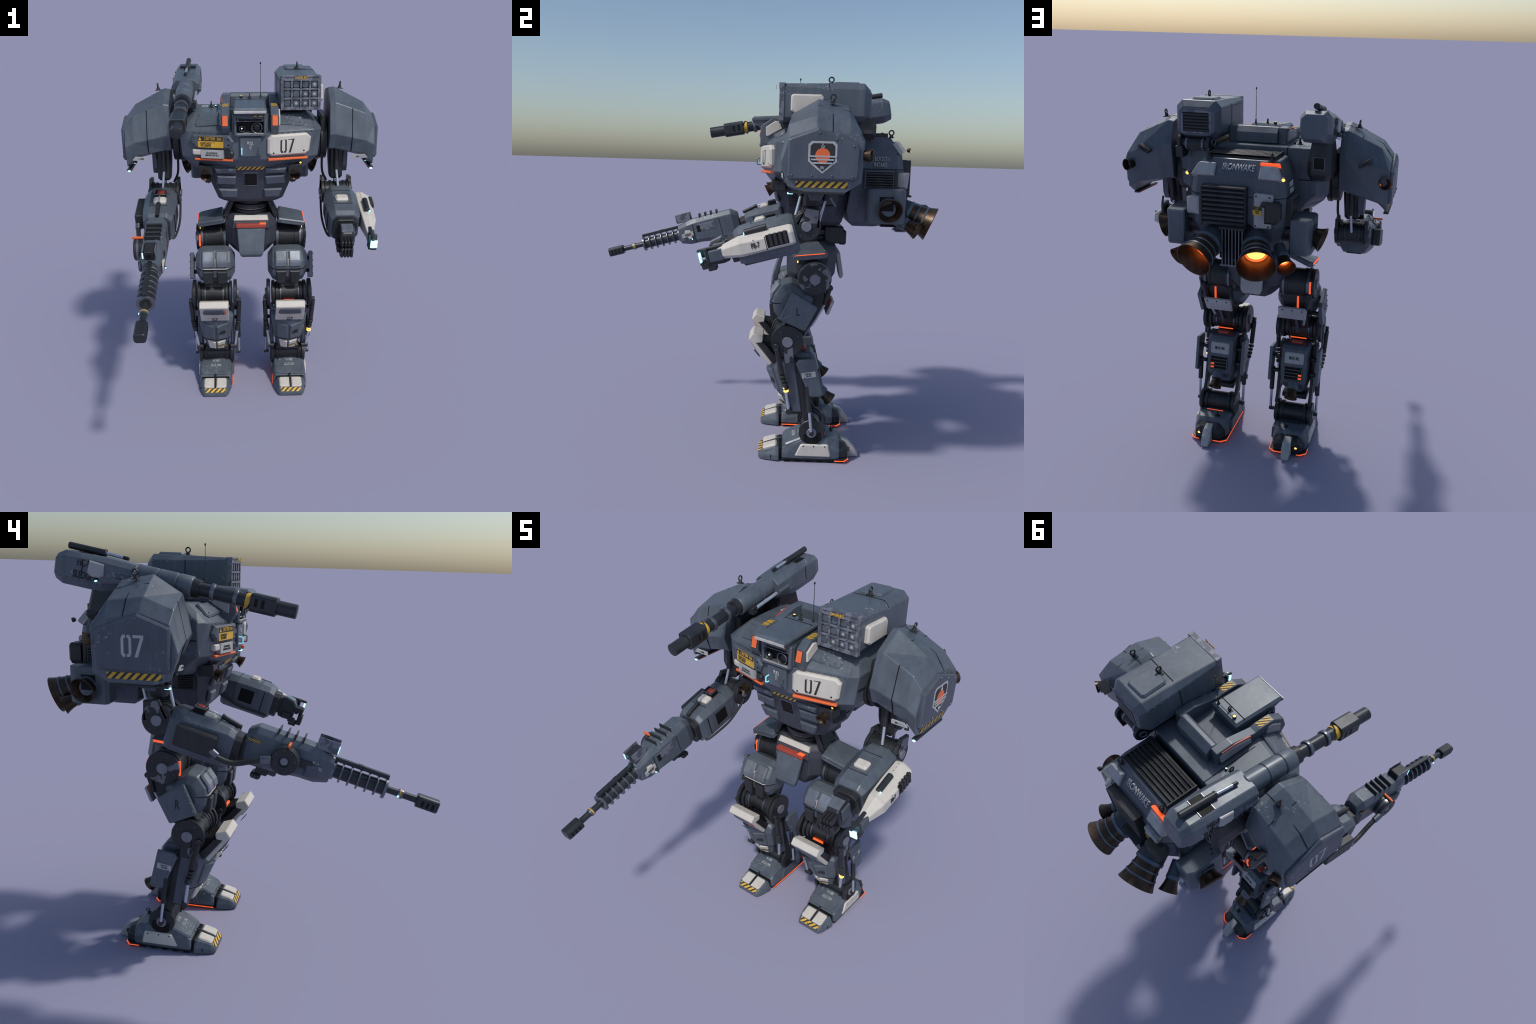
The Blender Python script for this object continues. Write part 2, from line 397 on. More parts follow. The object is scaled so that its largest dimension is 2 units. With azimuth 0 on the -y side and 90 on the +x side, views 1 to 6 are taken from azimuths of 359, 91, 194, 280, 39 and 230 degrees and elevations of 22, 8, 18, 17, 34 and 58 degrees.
slab("chest_light_bar", [(.095, .018, 1.518), (.311, .068, 1.515), (.311, .068, 1.504), (.095, .018, 1.504)], (.2, -1, 0), .008, ORANGE, torso, .003, .01)
slab("chest_light_bar", [(-.095, .018, 1.514), (-.300, .066, 1.515), (-.300, .066, 1.504), (-.095, .018, 1.504)], (-.2, -1, 0), .008, ORANGE, torso, .003, .01)
cpl = slab("warning_panel", [(-.307, .067, 1.645), (-.112, .020, 1.645), (-.085, .017, 1.611), (-.106, .022, 1.571), (-.300, .066, 1.576), (-.327, .074, 1.612)], (-.2, -1, 0), .013, ARMOR2, torso, .009, .012)
CN = V3((-.232, -.972, 0)); CRt = V3((.972, -.232, 0))
def onC(u, z, h=.0135): return V3((-.092, .017, 0)) + CRt * ((u + .092) / .972) + CN * h + V3((0, 0, z))
lb = slab("caution_label", [onC(-.278, 1.637, .013), onC(-.141, 1.637, .013), onC(-.141, 1.577, .013), onC(-.278, 1.577, .013)], CN, .0012, YELLOW, cpl, .0003, .002)
lh = slab("caution_label_header", [onC(-.277, 1.6365, .0142), onC(-.142, 1.6365, .0142), onC(-.142, 1.612, .0142), onC(-.277, 1.612, .0142)], CN, .0010, INK, lb, .0002, .001)
text("caution_lettering", "CAUTION", onC(-.214, 1.6235, .0152), CRt, (0, 0, 1), .0165, YELLOW, lh, .58, weight=.012)
text("caution_lettering", "注意", onC(-.163, 1.6235, .0152), CRt, (0, 0, 1), .011, YELLOW, lh, .8)
bmt = slab("caution_symbol", [onC(-.275, 1.6155, .0152), onC(-.257, 1.6155, .0152), onC(-.266, 1.633, .0152)], CN, .0008, YELLOW, lh, .0001, .001)
text("caution_lettering", "COCKPIT HATCH\n非常口 脱出装置", onC(-.235, 1.594, .0142), CRt, (0, 0, 1), .0095, INK, lb, .58)
for u, z in [(-.297, 1.628), (-.297, 1.592), (-.113, 1.625), (-.113, 1.594)]: hole(onC(u, z), CN, .0042, cpl)
slab("marker_block", [onC(-.310, 1.563, 0), onC(-.255, 1.563, 0), onC(-.255, 1.533, 0), onC(-.303, 1.533, 0), onC(-.312, 1.540, 0)], CN, .012, WHITE, torso, .006, .01)
dpl = slab("data_plate", [onC(-.263, 1.564, .012), onC(-.143, 1.564, .012), onC(-.143, 1.519, .012), onC(-.263, 1.519, .012)], CN, .003, LABEL, torso, .0004, .02)
text("plate_lettering", "RX-07 IRONWAKE\nARMORED UNIT NO.2", onC(-.203, 1.542, .015), CRt, (0, 0, 1), .009, INK, dpl, .58)
slab("chest_port", [onC(-.133, 1.560, 0), onC(-.100, 1.560, 0), onC(-.090, 1.550, 0), onC(-.090, 1.533, 0), onC(-.100, 1.523, 0), onC(-.133, 1.523, 0)], CN, .010, DARK, torso, .007, .01)
hatch = slab("cockpit_hatch", [(-.056, .024, 1.636), (.058, .024, 1.636), (.058, .024, 1.529), (-.056, .024, 1.529)], (0, -1, 0), .015, ARMOR, torso, .004, .01)
text("hatch_lettering", "PULL\n引", (0, .0085, 1.588), (1, 0, 0), (0, 0, 1), .019, STENCIL, hatch, .6)
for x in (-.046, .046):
    tube("grab_handle", [(x, .012, 1.577), (x, -.010, 1.574), (x, -.012, 1.56), (x, -.010, 1.547), (x, .012, 1.544)], .003, RING if x > 0 else glow("cyan_bright_handle", (.3, .8, 1.0), .5), hatch)

# ------------------------------------------------------------------ abdomen
def aring(z, fw, fy, sx, sy, by, bx): return zring([(0, fy), (fw, fy + .004), (sx, sy), (sx, by - .06), (bx, by), (0, by)], z)
abd = loft("abdomen", [aring(1.236, .118, .155, .155, .190, .430, .12), aring(1.256, .140, .136, .184, .172, .445, .14),
                       aring(1.395, .185, .099, .240, .158, .475, .18), aring(1.470, .210, .066, .275, .145, .462, .20)], ABD, None, .003)
def onA(x, z, h=0):  # front face of abdomen
    t = (z - 1.256) / (1.395 - 1.256); y = .137 + (.100 - .137) * t
    if z > 1.395: y = .100 + (.067 - .100) * (z - 1.395) / .075
    return W(x, y - h, z - h * .25)
for m in (1, -1):
    for xs, zs in [((.079, .197, .192, .079), (1.452, 1.455, 1.424, 1.424)), ((.079, .186, .192, .083), (1.404, 1.411, 1.358, 1.351)), ((.073, .180, .158, .076), (1.323, 1.328, 1.273, 1.271))]:
        slab("belly_plate", [onA(m * x, z) for x, z in zip(xs, zs)], (0, -1, .2), .013, ARMOR2, abd, .007, .004)
    seam([(m * .238, .165, 1.345), (m * .224, .40, 1.345)], (m, 0, 0), abd)
hazard(onA(-.077, 1.471, .002), W(.154, 0, 0), V3(onA(0, 1.444, .002)) - V3(onA(0, 1.471, .002)), 6, abd, 1.0)
slab("belly_recess", [onA(-.037, 1.420), onA(.037, 1.420), onA(.037, 1.341), onA(-.037, 1.341)], (0, -1, .2), .0015, BLACK, abd, .0005, .003)
for a, b in [((-.037, 1.42), (-.037, 1.341)), ((.037, 1.42), (.037, 1.341)), ((-.037, 1.341), (.037, 1.341)), ((-.037, 1.42), (.037, 1.42))]:
    pa, pb = onA(*a), onA(*b); cyl("recess_rim", pa, pb, .0028, RING, abd, seg=8)
for m in (1, -1):
    jb = box("manoeuvre_thruster", (m * .205, m * .285), (.070, .144), (1.415, 1.470), DARK, abd, .004)
    nozzle("thruster_bell", (m * .243, .083, 1.432), (m * .243, .048, 1.414), .020, .032, jb, fire=False)
    lamp((m * .275, .090, 1.478), (0, -1, -.4), .0075, jb, G_AMBER if m > 0 else GLASS)

# ------------------------------------------------------------------ head
head = prism("head", [(-.080, -.040, 1.782), (-.080, .224, 1.798), (-.080, .224, 1.735), (-.080, .10, 1.66), (-.080, .034, 1.645), (-.080, .034, 1.735), (-.080, -.044, 1.768)], (.160, 0, 0), ARMOR, None, .005)
slab("head_roof", [(-.086, -.044, 1.780), (.086, -.044, 1.780), (.086, .226, 1.797), (-.086, .226, 1.797)], (0, 0, 1), .015, ARMOR, head, .011, .006)
slab("visor_edge", [(-.084, -.0455, 1.782), (.084, -.0455, 1.782), (.084, -.0455, 1.768), (-.084, -.0455, 1.768)], (0, -1, 0), .003, SILVER, head, .002, .006)
for m in (1, -1):
    prism("visor_pillar", [(m * .072, .002, 1.752), (m * .090, .004, 1.756), (m * .086, .004, 1.643), (m * .072, .000, 1.643)], (0, .045, 0), ARMOR, head, .004)
    cyl("pillar_rod", (m * .092, .022, 1.755), (m * .090, .022, 1.66), .005, RING, head, seg=12)
box("visor_sill", (-.076, .076), (-.002, .040), (1.641, 1.656), ARMOR, head, .003)
box("visor_sill_edge", (-.072, .072), (-.0035, .01), (1.653, 1.657), SILVER, head, .001)
box("visor_header", (-.076, .076), (-.004, .040), (1.738, 1.752), ARMOR2, head, .003)
box("visor_slot_frame", (-.070, .070), (.004, .03), (1.717, 1.737), BARE, head, .002)
box("visor_slot", (-.062, .062), (.0025, .01), (1.7225, 1.7315), BLACK, head, .001)
box("visor_cavity", (-.073, .073), (.028, .045), (1.650, 1.740), BLACK, head, 0)
for x, z, r in [(-.043, 1.681, .0165), (.035, 1.685, .030)]:
    ey = lathe("optic_housing", [(.012, 0), (.012, r), (-.014, r), (-.017, r * .92), (-.012, r * .78), (-.004, r * .74), (-.004, 0)], (x, .020, z), (0, 1, 0), DARK, head, 30)
    lathe("optic_lens", [(-.004, r * .72), (-.008, r * .45), (-.0095, 0)], (x, .0195, z), (0, 1, 0), GLASS, ey, 24)
    lathe("optic_bezel", [(-.0165, r * .98), (-.0185, r * .9), (-.0165, r * .82)], (x, .020, z), (0, 1, 0), RING, ey, 30)
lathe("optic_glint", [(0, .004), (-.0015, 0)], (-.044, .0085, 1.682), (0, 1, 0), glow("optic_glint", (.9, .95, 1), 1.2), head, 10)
box("visor_marking", (.020, .034), (-.0052, -.003), (1.744, 1.750), YELLOW, head, 0)
box("visor_marking", (.046, .064), (-.0052, -.003), (1.744, 1.750), YELLOW, head, 0)
seam([(-.078, .172, 1.8085), (.078, .172, 1.8085)], (0, -.06, 1), head, .004, .0012)
ant = lathe("antenna", [(0, 0), (0, .009), (.008, .008), (.014, .005), (.030, .0032), (.032, .0018), (.184, .0013), (.186, .003), (.190, .0045), (.1955, .003), (.197, 0)], (.061, .206, 1.803), (0, 0, 1), DARK, head, 12)
eyebolt((.0, .190, 1.810), head, .8)
lamp((-.045, .200, 1.818), (0, 0, 1), .009, head, G_AMBER)
slab("roof_rib", [(-.05, .198, 1.810), (.05, .198, 1.810), (.05, .207, 1.8105), (-.05, .207, 1.8105)], (0, 0, 1), .003, ARMOR, head, .002)

# collar rails either side of the head and the bar behind it
for m in (1, -1):
    prof = [(.030, 1.648), (.000, 1.690), (.014, 1.750), (.026, 1.758), (.064, 1.785), (.145, 1.789), (.172, 1.782), (.296, 1.817), (.380, 1.817), (.382, 1.735), (.20, 1.725), (.10, 1.69)]
    cr = prism("collar_rail", [(m * .108, y, z) for y, z in prof], (m * .044, 0, 0), ARMOR, None, .003)
    slab("collar_light", [(m * .117, .0135, 1.748), (m * .146, .0135, 1.748), (m * .146, .0015, 1.696), (m * .117, .0015, 1.696)], (0, -1, .1), .003, ORANGE, cr, .001)
    slab("collar_light_surround", [(m * .112, .0135, 1.7505), (m * .150, .0135, 1.7505), (m * .150, .0008, 1.692), (m * .112, .0008, 1.692)], (0, -1, .1), .0012, INK, cr, .0005)
    hazard((m * .130 - .016, .142, 1.789), W(.032, 0, 0), W(0, -.068, -.004), 2, cr, .6)
    slab("collar_cheek_plate", [(m * .152, .032, 1.738), (m * .152, .080, 1.771), (m * .152, .104, 1.767), (m * .152, .118, 1.733), (m * .152, .044, 1.692), (m * .152, .034, 1.694)], (m, 0, 0), .008, GREYP if m < 0 else WHITE, cr, .003, .004)
    slab("collar_rear_plate", [(m * .152, .205, 1.785), (m * .152, .290, 1.804), (m * .152, .352, 1.804), (m * .152, .368, 1.79), (m * .152, .368, 1.75), (m * .152, .20, 1.75)], (m, 0, 0), .010, GREYP, cr, .004, .004)
    if m < 0: slab("collar_red_line", [(m * .152, .200, 1.791), (m * .152, .288, 1.811), (m * .152, .356, 1.811), (m * .152, .356, 1.805), (m * .152, .288, 1.805), (m * .152, .200, 1.785)], (m, 0, 0), .006, REDP, cr, .001, .004)
cb = loft("collar_crossbar", [[W(x, .338, 1.74), W(x, .338, 1.800), W(x, .350, 1.818), W(x, .372, 1.820), W(x, .405, 1.790), W(x, .405, 1.74)] for x in (-.109, .109)], ARMOR, None, .003)
eyebolt((-.217, .356, 1.738), torso, 1.0); lamp((-.192, .368, 1.744), (0, -.4, 1), .006, torso, G_CYAN)
text("deck_lettering", "NO STEP\n足場禁止", (-.255, .40, 1.7385), (0, -1, 0), (1, 0, 0), .014, STENCIL, torso, .62)

# ================================================================== SHOULDER ARMOR
PADX = (.437, .469, .635, .684)
PADR = [
    [(.165, 1.782), (.284, 1.853), (.424, 1.825), (.466, 1.705), (.440, 1.537), (.405, 1.524), (.225, 1.524), (.160, 1.535), (.124, 1.619)],
    [(.161, 1.787), (.283, 1.858), (.425, 1.830), (.472, 1.702), (.446, 1.537), (.408, 1.522), (.225, 1.522), (.160, 1.537), (.121, 1.622)],
    [(.143, 1.730), (.270, 1.774), (.420, 1.756), (.488, 1.668), (.474, 1.502), (.415, 1.480), (.225, 1.480), (.135, 1.507), (.111, 1.588)],
    [(.147, 1.671), (.271, 1.713), (.416, 1.685), (.478, 1.655), (.472, 1.476), (.400, 1.430), (.229, 1.428), (.143, 1.453), (.112, 1.562)]]
for m in (1, -1):
    pad = loft("shoulder_armor", [[W(m * x, y, z) for y, z in r] for x, r in zip(PADX, PADR)], ARMOR, None, .003)
    out = (m, 0, 0)
    plate = slab("shoulder_plate", [(m * .684, y, z) for y, z in [(.141, 1.660), (.156, 1.668), (.275, 1.712), (.448, 1.648), (.462, 1.630), (.455, 1.502), (.438, 1.487), (.156, 1.486), (.142, 1.500)]], out, .019, ARMOR2, pad, .008, .01)
    for y, z in [(.280, 1.693), (.355, 1.665), (.431, 1.637), (.161, 1.506), (.250, 1.506), (.340, 1.506), (.429, 1.506)]: rivet((m * .7028, y, z), out, .0055, plate)
    R = V3((0, m, 0)); U = V3((0, 0, 1))
    # hazard strip under the plate
    y0 = .180 if m > 0 else .411
    hazard((m * .6845, y0, 1.480), R * .231, W(0, 0, -.027), 7, pad, 1.0, .0016)
    if m > 0:   # shield badge: white border, dark field, orange sun behind bars
        def E(y, z, h): return W(.703 + h, y, z)
        sh = [(.246, 1.656), (.344, 1.656), (.358, 1.642), (.358, 1.568), (.295, 1.515), (.231, 1.568), (.231, 1.642)]
        bd = slab("badge_border", [E(y, z, 0) for y, z in sh], out, .0012, STENCIL, plate, .0002, .001)
        c = V3((0, .2945, 1.592))
        fld = slab("badge_field", [E(c.y + (y - c.y) * .85, c.z + (z - c.z) * .86, .001) for y, z in sh], out, .001, INK, bd, .0002, .001)
        sun = lathe("badge_sun", [(0, 0), (.0028, .0) , (.0028, .0325), (0, .0325)], (.7035, .2945, 1.594), out, ORANGE, bd, 36)
        for z, hw in [(1.590, .062), (1.576, .050), (1.561, .042)]:
            slab("badge_bar", [E(.2945 - hw, z + .0035, .003), E(.2945 + hw, z + .0035, .003), E(.2945 + hw, z - .0035, .003), E(.2945 - hw, z - .0035, .003)], out, .0012, STENCIL, bd, .0002, .003)
        slab("badge_gap", [E(.2945 - .03, 1.585, .003), E(.2945 + .03, 1.585, .003), E(.2945 + .03, 1.581, .003), E(.2945 - .03, 1.581, .003)], out, .0005, ORANGE, bd, .0001, .003)
        tube("badge_hook", [E(.2945, 1.652, .003), E(.2945, 1.640, .003), E(.2945, 1.633, .003)], .0022, STENCIL, bd, 8)
        tube("badge_hook", [E(.288, 1.637, .003), E(.289, 1.630, .003), E(.2945, 1.627, .003), E(.300, 1.630, .003), E(.301, 1.637, .003)], .0018, STENCIL, bd, 8)
        text("badge_lettering", "IW", E(.2945, 1.538, .003), R, U, .017, STENCIL, bd, .55)
    else:
        stencil07(lambda u, v: W(-.7035, .293 - u, 1.588 + v), .086, .044, .006, STENCIL, plate, (-1, 0, 0))
    # panel seams over roof and front face
    def lerp(a, b, t): return (a[0] + (b[0] - a[0]) * t, a[1] + (b[1] - a[1]) * t)
    rp = [(m * x, *lerp(r[1], r[2], .46)) for x, r in zip(PADX, PADR)]
    seam(rp, [(0, .2, 1), (m * .45, .2, .9), (m * .78, .2, .6)], pad, .0035)
    cross = [(m * .54, *lerp(lerp(PADR[1][k], PADR[2][k], .43), (0, 0), 0)) for k in (1, 2)]
    seam([(m * .54, *lerp(PADR[1][1], PADR[2][1], .43)), (m * .54, *lerp(PADR[1][2], PADR[2][2], .43))], (m * .45, .2, .9), pad, .0035)
    fx = .56; t = (fx - .469) / (.635 - .469)
    fr = [(m * fx, *lerp(PADR[1][k], PADR[2][k], t)) for k in (0, 8, 7)]
    seam(fr, [(0, -1, .25), (0, -.9, -.4)], pad, .0045)
    lo = [(m * .49, .1295, 1.606), (m * .628, .121, 1.573), (m * .631, .130, 1.535)]
    seam(lo, [(0, -.9, -.4)] * 2, pad, .0025)
    eyebolt((m * .511, .344, 1.838), pad, 1.15, (m * .1, .1, 1))
    # label, lamps and thruster
    lbl = slab("arm_label", [(m * .565, .128, 1.505), (m * .632, .118, 1.512), (m * .650, .120, 1.492), (m * .565, .130, 1.484)], (0, -1, .1), .002, LABEL, pad, .0003, .004)
    text("plate_lettering", "ARM L - 700 KG" if m > 0 else "ARM R - 700 KG", (m * .607, .1215, 1.499), (1, 0, 0), (0, 0, 1), .007, INK, lbl, .6)
    lamp((m * .640, .138, 1.477), (0, -.35, -1), .0105, pad)
    box("edge_light_housing", (m * .664, m * .690), (.150, .40), (1.424, 1.434), DARK, pad, .002)
    box("edge_light", (m * .670, m * .684), (.145, .17), (1.421, 1.428), G_CYAN, pad, .001)
    box("edge_light_strip", (m * .6625, m * .668), (.16, .39), (1.423, 1.431), REDP, pad, .001)
    nozzle("shoulder_thruster", (m * .650, .462, 1.600), (m * .672, .514, 1.599), .021, .031, pad, fire=(m < 0))
    fb = hexa("heat_sink", lambda x, y, z, m=m: W(m * (.568 + x * .86 - z * .5), .515 + y, 1.690 + x * .5 + z * .86), (-.032, .032), (-.03, .012), (-.010, .010), DARK, pad, .002)
    for k in (-.012, 0, .012):
        hexa("heat_sink_fin", lambda x, y, z, m=m: W(m * (.568 + x * .86 - z * .5), .515 + y, 1.690 + x * .5 + z * .86), (k - .002, k + .002), (.008, .020), (-.009, .009), DARK, fb, .0005)

# ================================================================== MISSILE LAUNCHER
def oct_ring(y, x0, x1, z0, z1, c): 
    return [W(x0 + c, y, z0), W(x1 - c, y, z0), W(x1, y, z0 + c), W(x1, y, z1 - c), W(x1 - c, y, z1), W(x0 + c, y, z1), W(x0, y, z1 - c), W(x0, y, z0 + c)]
pod = loft("missile_launcher", [oct_ring(.118, .160, .374, 1.762, 1.938, .012), oct_ring(.330, .154, .380, 1.760, 1.944, .026), oct_ring(.508, .151, .385, 1.758, 1.947, .030), oct_ring(.542, .178, .362, 1.778, 1.915, .024)], ARMOR, None, .003)
back = box("launcher_muzzle_back", (.172, .374), (.112, .122), (1.762, 1.936), BLACK, pod, 0)
fx0, fx1, fz0, fz1, fy0, fy1 = .165, .379, 1.759, 1.939, .097, .121
cw = (fx1 - fx0 - .022) / 4; chh = (fz1 - fz0 - .034) / 3
for i in range(5):
    x = fx0 + .011 + cw * i; w = .011 if i in (0, 4) else .0052
    xa, xb = (x - .011, x + .006) if i == 0 else ((x - .006, x + .011) if i == 4 else (x - w, x + w))
    box("launcher_grid_bar", (xa, xb), (fy0, fy1), (fz0, fz1), BARE, pod, .0015)
for j in range(4):
    z = fz0 + .012 + chh * j; za, zb = (z - .012, z + .006) if j == 0 else ((z - .006, z + .022) if j == 3 else (z - .0052, z + .0052))
    box("launcher_grid_bar", (fx0 + .004, fx1 - .004), (fy0 + .0015, fy1), (za, zb), BARE, pod, .0015)
tipme = None
for i in range(4):
    for j in range(3):
        cx = fx0 + .011 + cw * (i + .5); cz = fz0 + .012 + chh * (j + .5)
        a = cw * .40; b = chh * .40; c = .008
        q = [(cx - a + c, cz - b), (cx + a - c, cz - b), (cx + a, cz - b + c), (cx + a, cz + b - c), (cx + a - c, cz + b), (cx - a + c, cz + b), (cx - a, cz + b - c), (cx - a, cz - b + c)]
        ms = slab("missile", [(x, .110, z) for x, z in q], (0, -1, 0), .008, ARMOR, pod, .005, .004)
        if i == 3 or (j == 0 and i > 0) or (j == 1 and i == 2):
            lathe("missile_tip", [(0, .0075), (.0008, .0075), (.0012, 0)], (cx, .1022, cz), (0, -1, 0), GREYP, ms, 14)
box("launcher_lip", (.166, .378), (.0945, .125), (1.930, 1.9405), BARE, pod, .002)
text("danger_lettering", "DANGER 危険", (.272, .0815, 1.928), (1, 0, 0), (0, 0, 1), .0125, YELLOW, pod, .62, thick=.0012)
slab("launcher_side_plate", [(.380, .153, 1.876), (.381, .163, 1.886), (.382, .300, 1.886), (.383, .312, 1.872), (.382, .312, 1.800), (.381, .176, 1.793), (.380, .153, 1.808)], (1, 0, 0), .016, WHITE, pod, .007, .012)
slab("launcher_lid", [(.214, .355, 1.9455), (.306, .359, 1.9455), (.318, .372, 1.9455), (.314, .480, 1.9465), (.302, .494, 1.9465), (.206, .490, 1.9465), (.195, .478, 1.9465), (.201, .368, 1.9455)], (0, 0, 1), .011, ARMOR, pod, .008, .006)
eyebolt((.269, .353, 1.945), pod, 1.15)
seam([(.379, .335, 1.775), (.379, .335, 1.918), (.354, .335, 1.9445), (.195, .335, 1.9445), (.154, .335, 1.918), (.1535, .335, 1.775)], [(1, 0, 0), (.7, 0, .7), (0, 0, 1), (-.7, 0, .7), (-1, 0, 0)], pod, .0035)
for i in range(11): rivet((.1575 - .0065 * i / 10, .15 + .035 * i, 1.908 + .004 * i / 10), (-1, 0, 0), .003, pod)
vf = slab("rear_grille_frame", [(.192, .542, 1.786), (.352, .542, 1.786), (.352, .542, 1.903), (.192, .542, 1.903)], (0, 1, 0), .003, BARE, pod, .002)
slab("rear_grille_well", [(.205, .545, 1.797), (.340, .545, 1.797), (.340, .545, 1.890), (.205, .545, 1.890)], (0, 1, 0), .001, BLACK, vf, .0005)
louvre("rear_grille_slats", lambda x, y, z: W(x, y, z), (.207, .338), (1.798, 1.889), .5485, .006, 6, VENT, vf)
# launcher trunnion
mt = cyl("launcher_trunnion", (.205, .525, 1.735), (.350, .525, 1.735), .030, DARK, pod)
for x in (.196, .345): cyl("trunnion_disk", (x, .530, 1.738), (x + .018, .530, 1.738), .043, DARK, mt, seg=30)
for x in (.230, .315): cyl("trunnion_band", (x, .525, 1.735), (x + .014, .525, 1.735), .034, RING, mt)
box("trunnion_bracket", (.200, .355), (.455, .52), (1.70, 1.77), DARK, mt, .004)
poly("trunnion_tray", [W(x, y, z) for x in (.335, .372) for y, z in [(.46, 1.725), (.572, 1.725), (.562, 1.668), (.50, 1.668)]], [(0, 1, 2, 3), (7, 6, 5, 4), (0, 4, 5, 1), (1, 5, 6, 2), (2, 6, 7, 3), (3, 7, 4, 0)], DARK, mt, .002)
lathe("status_ring", [(0, .016), (.003, .019), (.006, .016), (.003, .013)], (.186, .535, 1.748), (-1, .3, 0), NOZRING, mt, 20)

# ================================================================== SHOULDER CANNON
def Cn(x, s, t): return W(-.360 + x, -.307 + .984 * s - .179 * t, 1.722 + .179 * s + .984 * t)
def coct(s, tw, w, tt, t1, t0, tb, bw): return [Cn(x, s, t) for x, t in [(-tw, tt), (tw, tt), (w, t1), (w, t0), (bw, tb), (-bw, tb), (-w, t0), (-w, t1)]]
can = loft("shoulder_cannon", [coct(.700, .048, .074, .043, .019, -.035, -.062, .048), coct(.840, .050, .076, .047, .023, -.058, -.098, .050), coct(1.024, .050, .073, .042, .016, -.064, -.100, .050), coct(1.064, .038, .060, .020, .000, -.062, -.086, .036)], ARMOR, None, .003)
AX = V3((0, .984, .179)); O = Cn(0, 0, 0)
def cpart(name, prof, mat, seg=36, ang=38): return lathe(name, prof, O, AX, mat, can, seg, ang)
cpart("recoil_sleeve", [(.455, .034), (.458, .046), (.462, .0485), (.518, .0485), (.521, .044), (.527, .044), (.530, .0485), (.608, .0485), (.611, .044), (.617, .044), (.620, .0485), (.71, .0485), (.72, .04)], ARMOR)
cpart("sleeve_collar", [(.425, .03), (.426, .040), (.457, .042), (.459, .03)], DARK)
cpart("gun_barrel", [(.09, .02), (.09, .0295), (.46, .0295), (.46, .02)], BARREL)
for s in (.258, .360): cpart("barrel_ring", [(s, .028), (s, .0365), (s + .002, .0375), (s + .016, .0375), (s + .018, .0365), (s + .018, .028)], RING)
cpart("barrel_band", [(.198, .0290), (.199, .0335), (.222, .0335), (.223, .029)], YELLOW)
for k in range(2):
    tube("band_stripe", [Cn(.0342 * math.cos(a + k * math.pi), .199 + .023 * i / 6, .0342 * math.sin(a + k * math.pi)) for i, a in enumerate([.3 + .28 * j for j in range(7)])], .004, INK, can, 6, 3)
cpart("muzzle_tube", [(0, 0), (0, .027), (.002, .0305), (.10, .0305), (.10, 0)], BARREL)
c = .012
mb = loft("muzzle_brake", [[Cn(x, s, t) for x, t in [(-.040 + c, -.039), (.040 - c, -.039), (.040, -.039 + c), (.040, .039 - c), (.040 - c, .039), (-.040 + c, .039), (-.040, .039 - c), (-.040, -.039 + c)]] for s in (.086, .200)], BARREL, can, .003)
for m in (1, -1):
    for s in (.136, .166): hexa("brake_slot", Cn, (m * .036, m * .0408), (s, s + .014), (-.016, .018), BLACK, mb, .001)
pc = cyl("recoil_damper", Cn(0, 1.035, .060), Cn(0, .868, .060), .0145, DARK, can)
cyl("damper_collar", Cn(0, .872, .060), Cn(0, .862, .060), .016, DARK, pc); cyl("damper_rod", Cn(0, .865, .060), Cn(-.003, .765, .058), .0075, CHROME, pc)
cyl("damper_end", Cn(-.002, .785, .0585), Cn(-.003, .758, .058), .008, DARK, pc)
for x0, x1 in [(-.046, -.014), (.014, .046)]:
    wl = hexa("cannon_port", Cn, (x0, x1), (.90, .965), (.042, .0463), BLACK, can, .0005)
    for a in [((x0, x1), (.898, .902)), ((x0, x1), (.963, .967))]: hexa("port_rim", Cn, a[0], a[1], (.042, .0475), RING, wl, .0005)
hexa("hull_seam", Cn, (-.0765, .0765), (.930, .933), (-.05, .02), SEAM, can, 0)
sp = [Cn(-.075, s, t) for s, t in [(.835, .018), (.90, .022), (.905, -.03), (.885, -.042), (.85, -.042), (.83, -.03)]]
slab("access_plate", sp, (-1, 0, 0), .010, GREYP, can, .004, .004)
lamp(Cn(-.082, .862, -.052), (-.5, -.4, -.8), .009, can)
text("cannon_lettering", "HC-90", Cn(-.0765, .92, .004), AX * -1, (0, -.18, 1), .030, INK, can, .62)
text("cannon_lettering", "SLEDGE", Cn(-.0765, .925, -.047), AX * -1, (0, -.18, 1), .030, INK, can, .62)
for i in range(11): rivet(Cn(-.0705, 1.03 - .0285 * i, -.068), (-1, 0, -.4), .0035, can)
for m in (1, -1): cyl("recoil_slot", Cn(m * .0745, .70, -.018), Cn(m * .0745, .775, -.018), .012, ARMOR2, can, seg=16)
cyl("recoil_rod", Cn(.056, .73, -.030), Cn(.056, .520, -.032), .0095, CHROME, can); hexa("rod_bracket", Cn, (.030, .066), (.50, .535), (-.056, -.016), DARK, can, .003)
mnt = loft("cannon_mount", [[W(-.365 + x, y, z) for x, y in [(-w, y0), (-w, y1 - .02), (-w + .02, y1), (w - .02, y1), (w, y1 - .02), (w, y0)]] for z, w, y0, y1 in [(1.605, .048, .47, .592), (1.640, .060, .44, .612), (1.70, .058, .43, .612), (1.788, .046, .44, .592)]], DARK, can, .004)
slab("mount_window", [(-.392, .612, 1.665), (-.338, .612, 1.665), (-.338, .612, 1.722), (-.392, .612, 1.722)], (0, 1, 0), .002, BLACK, mnt, .001)
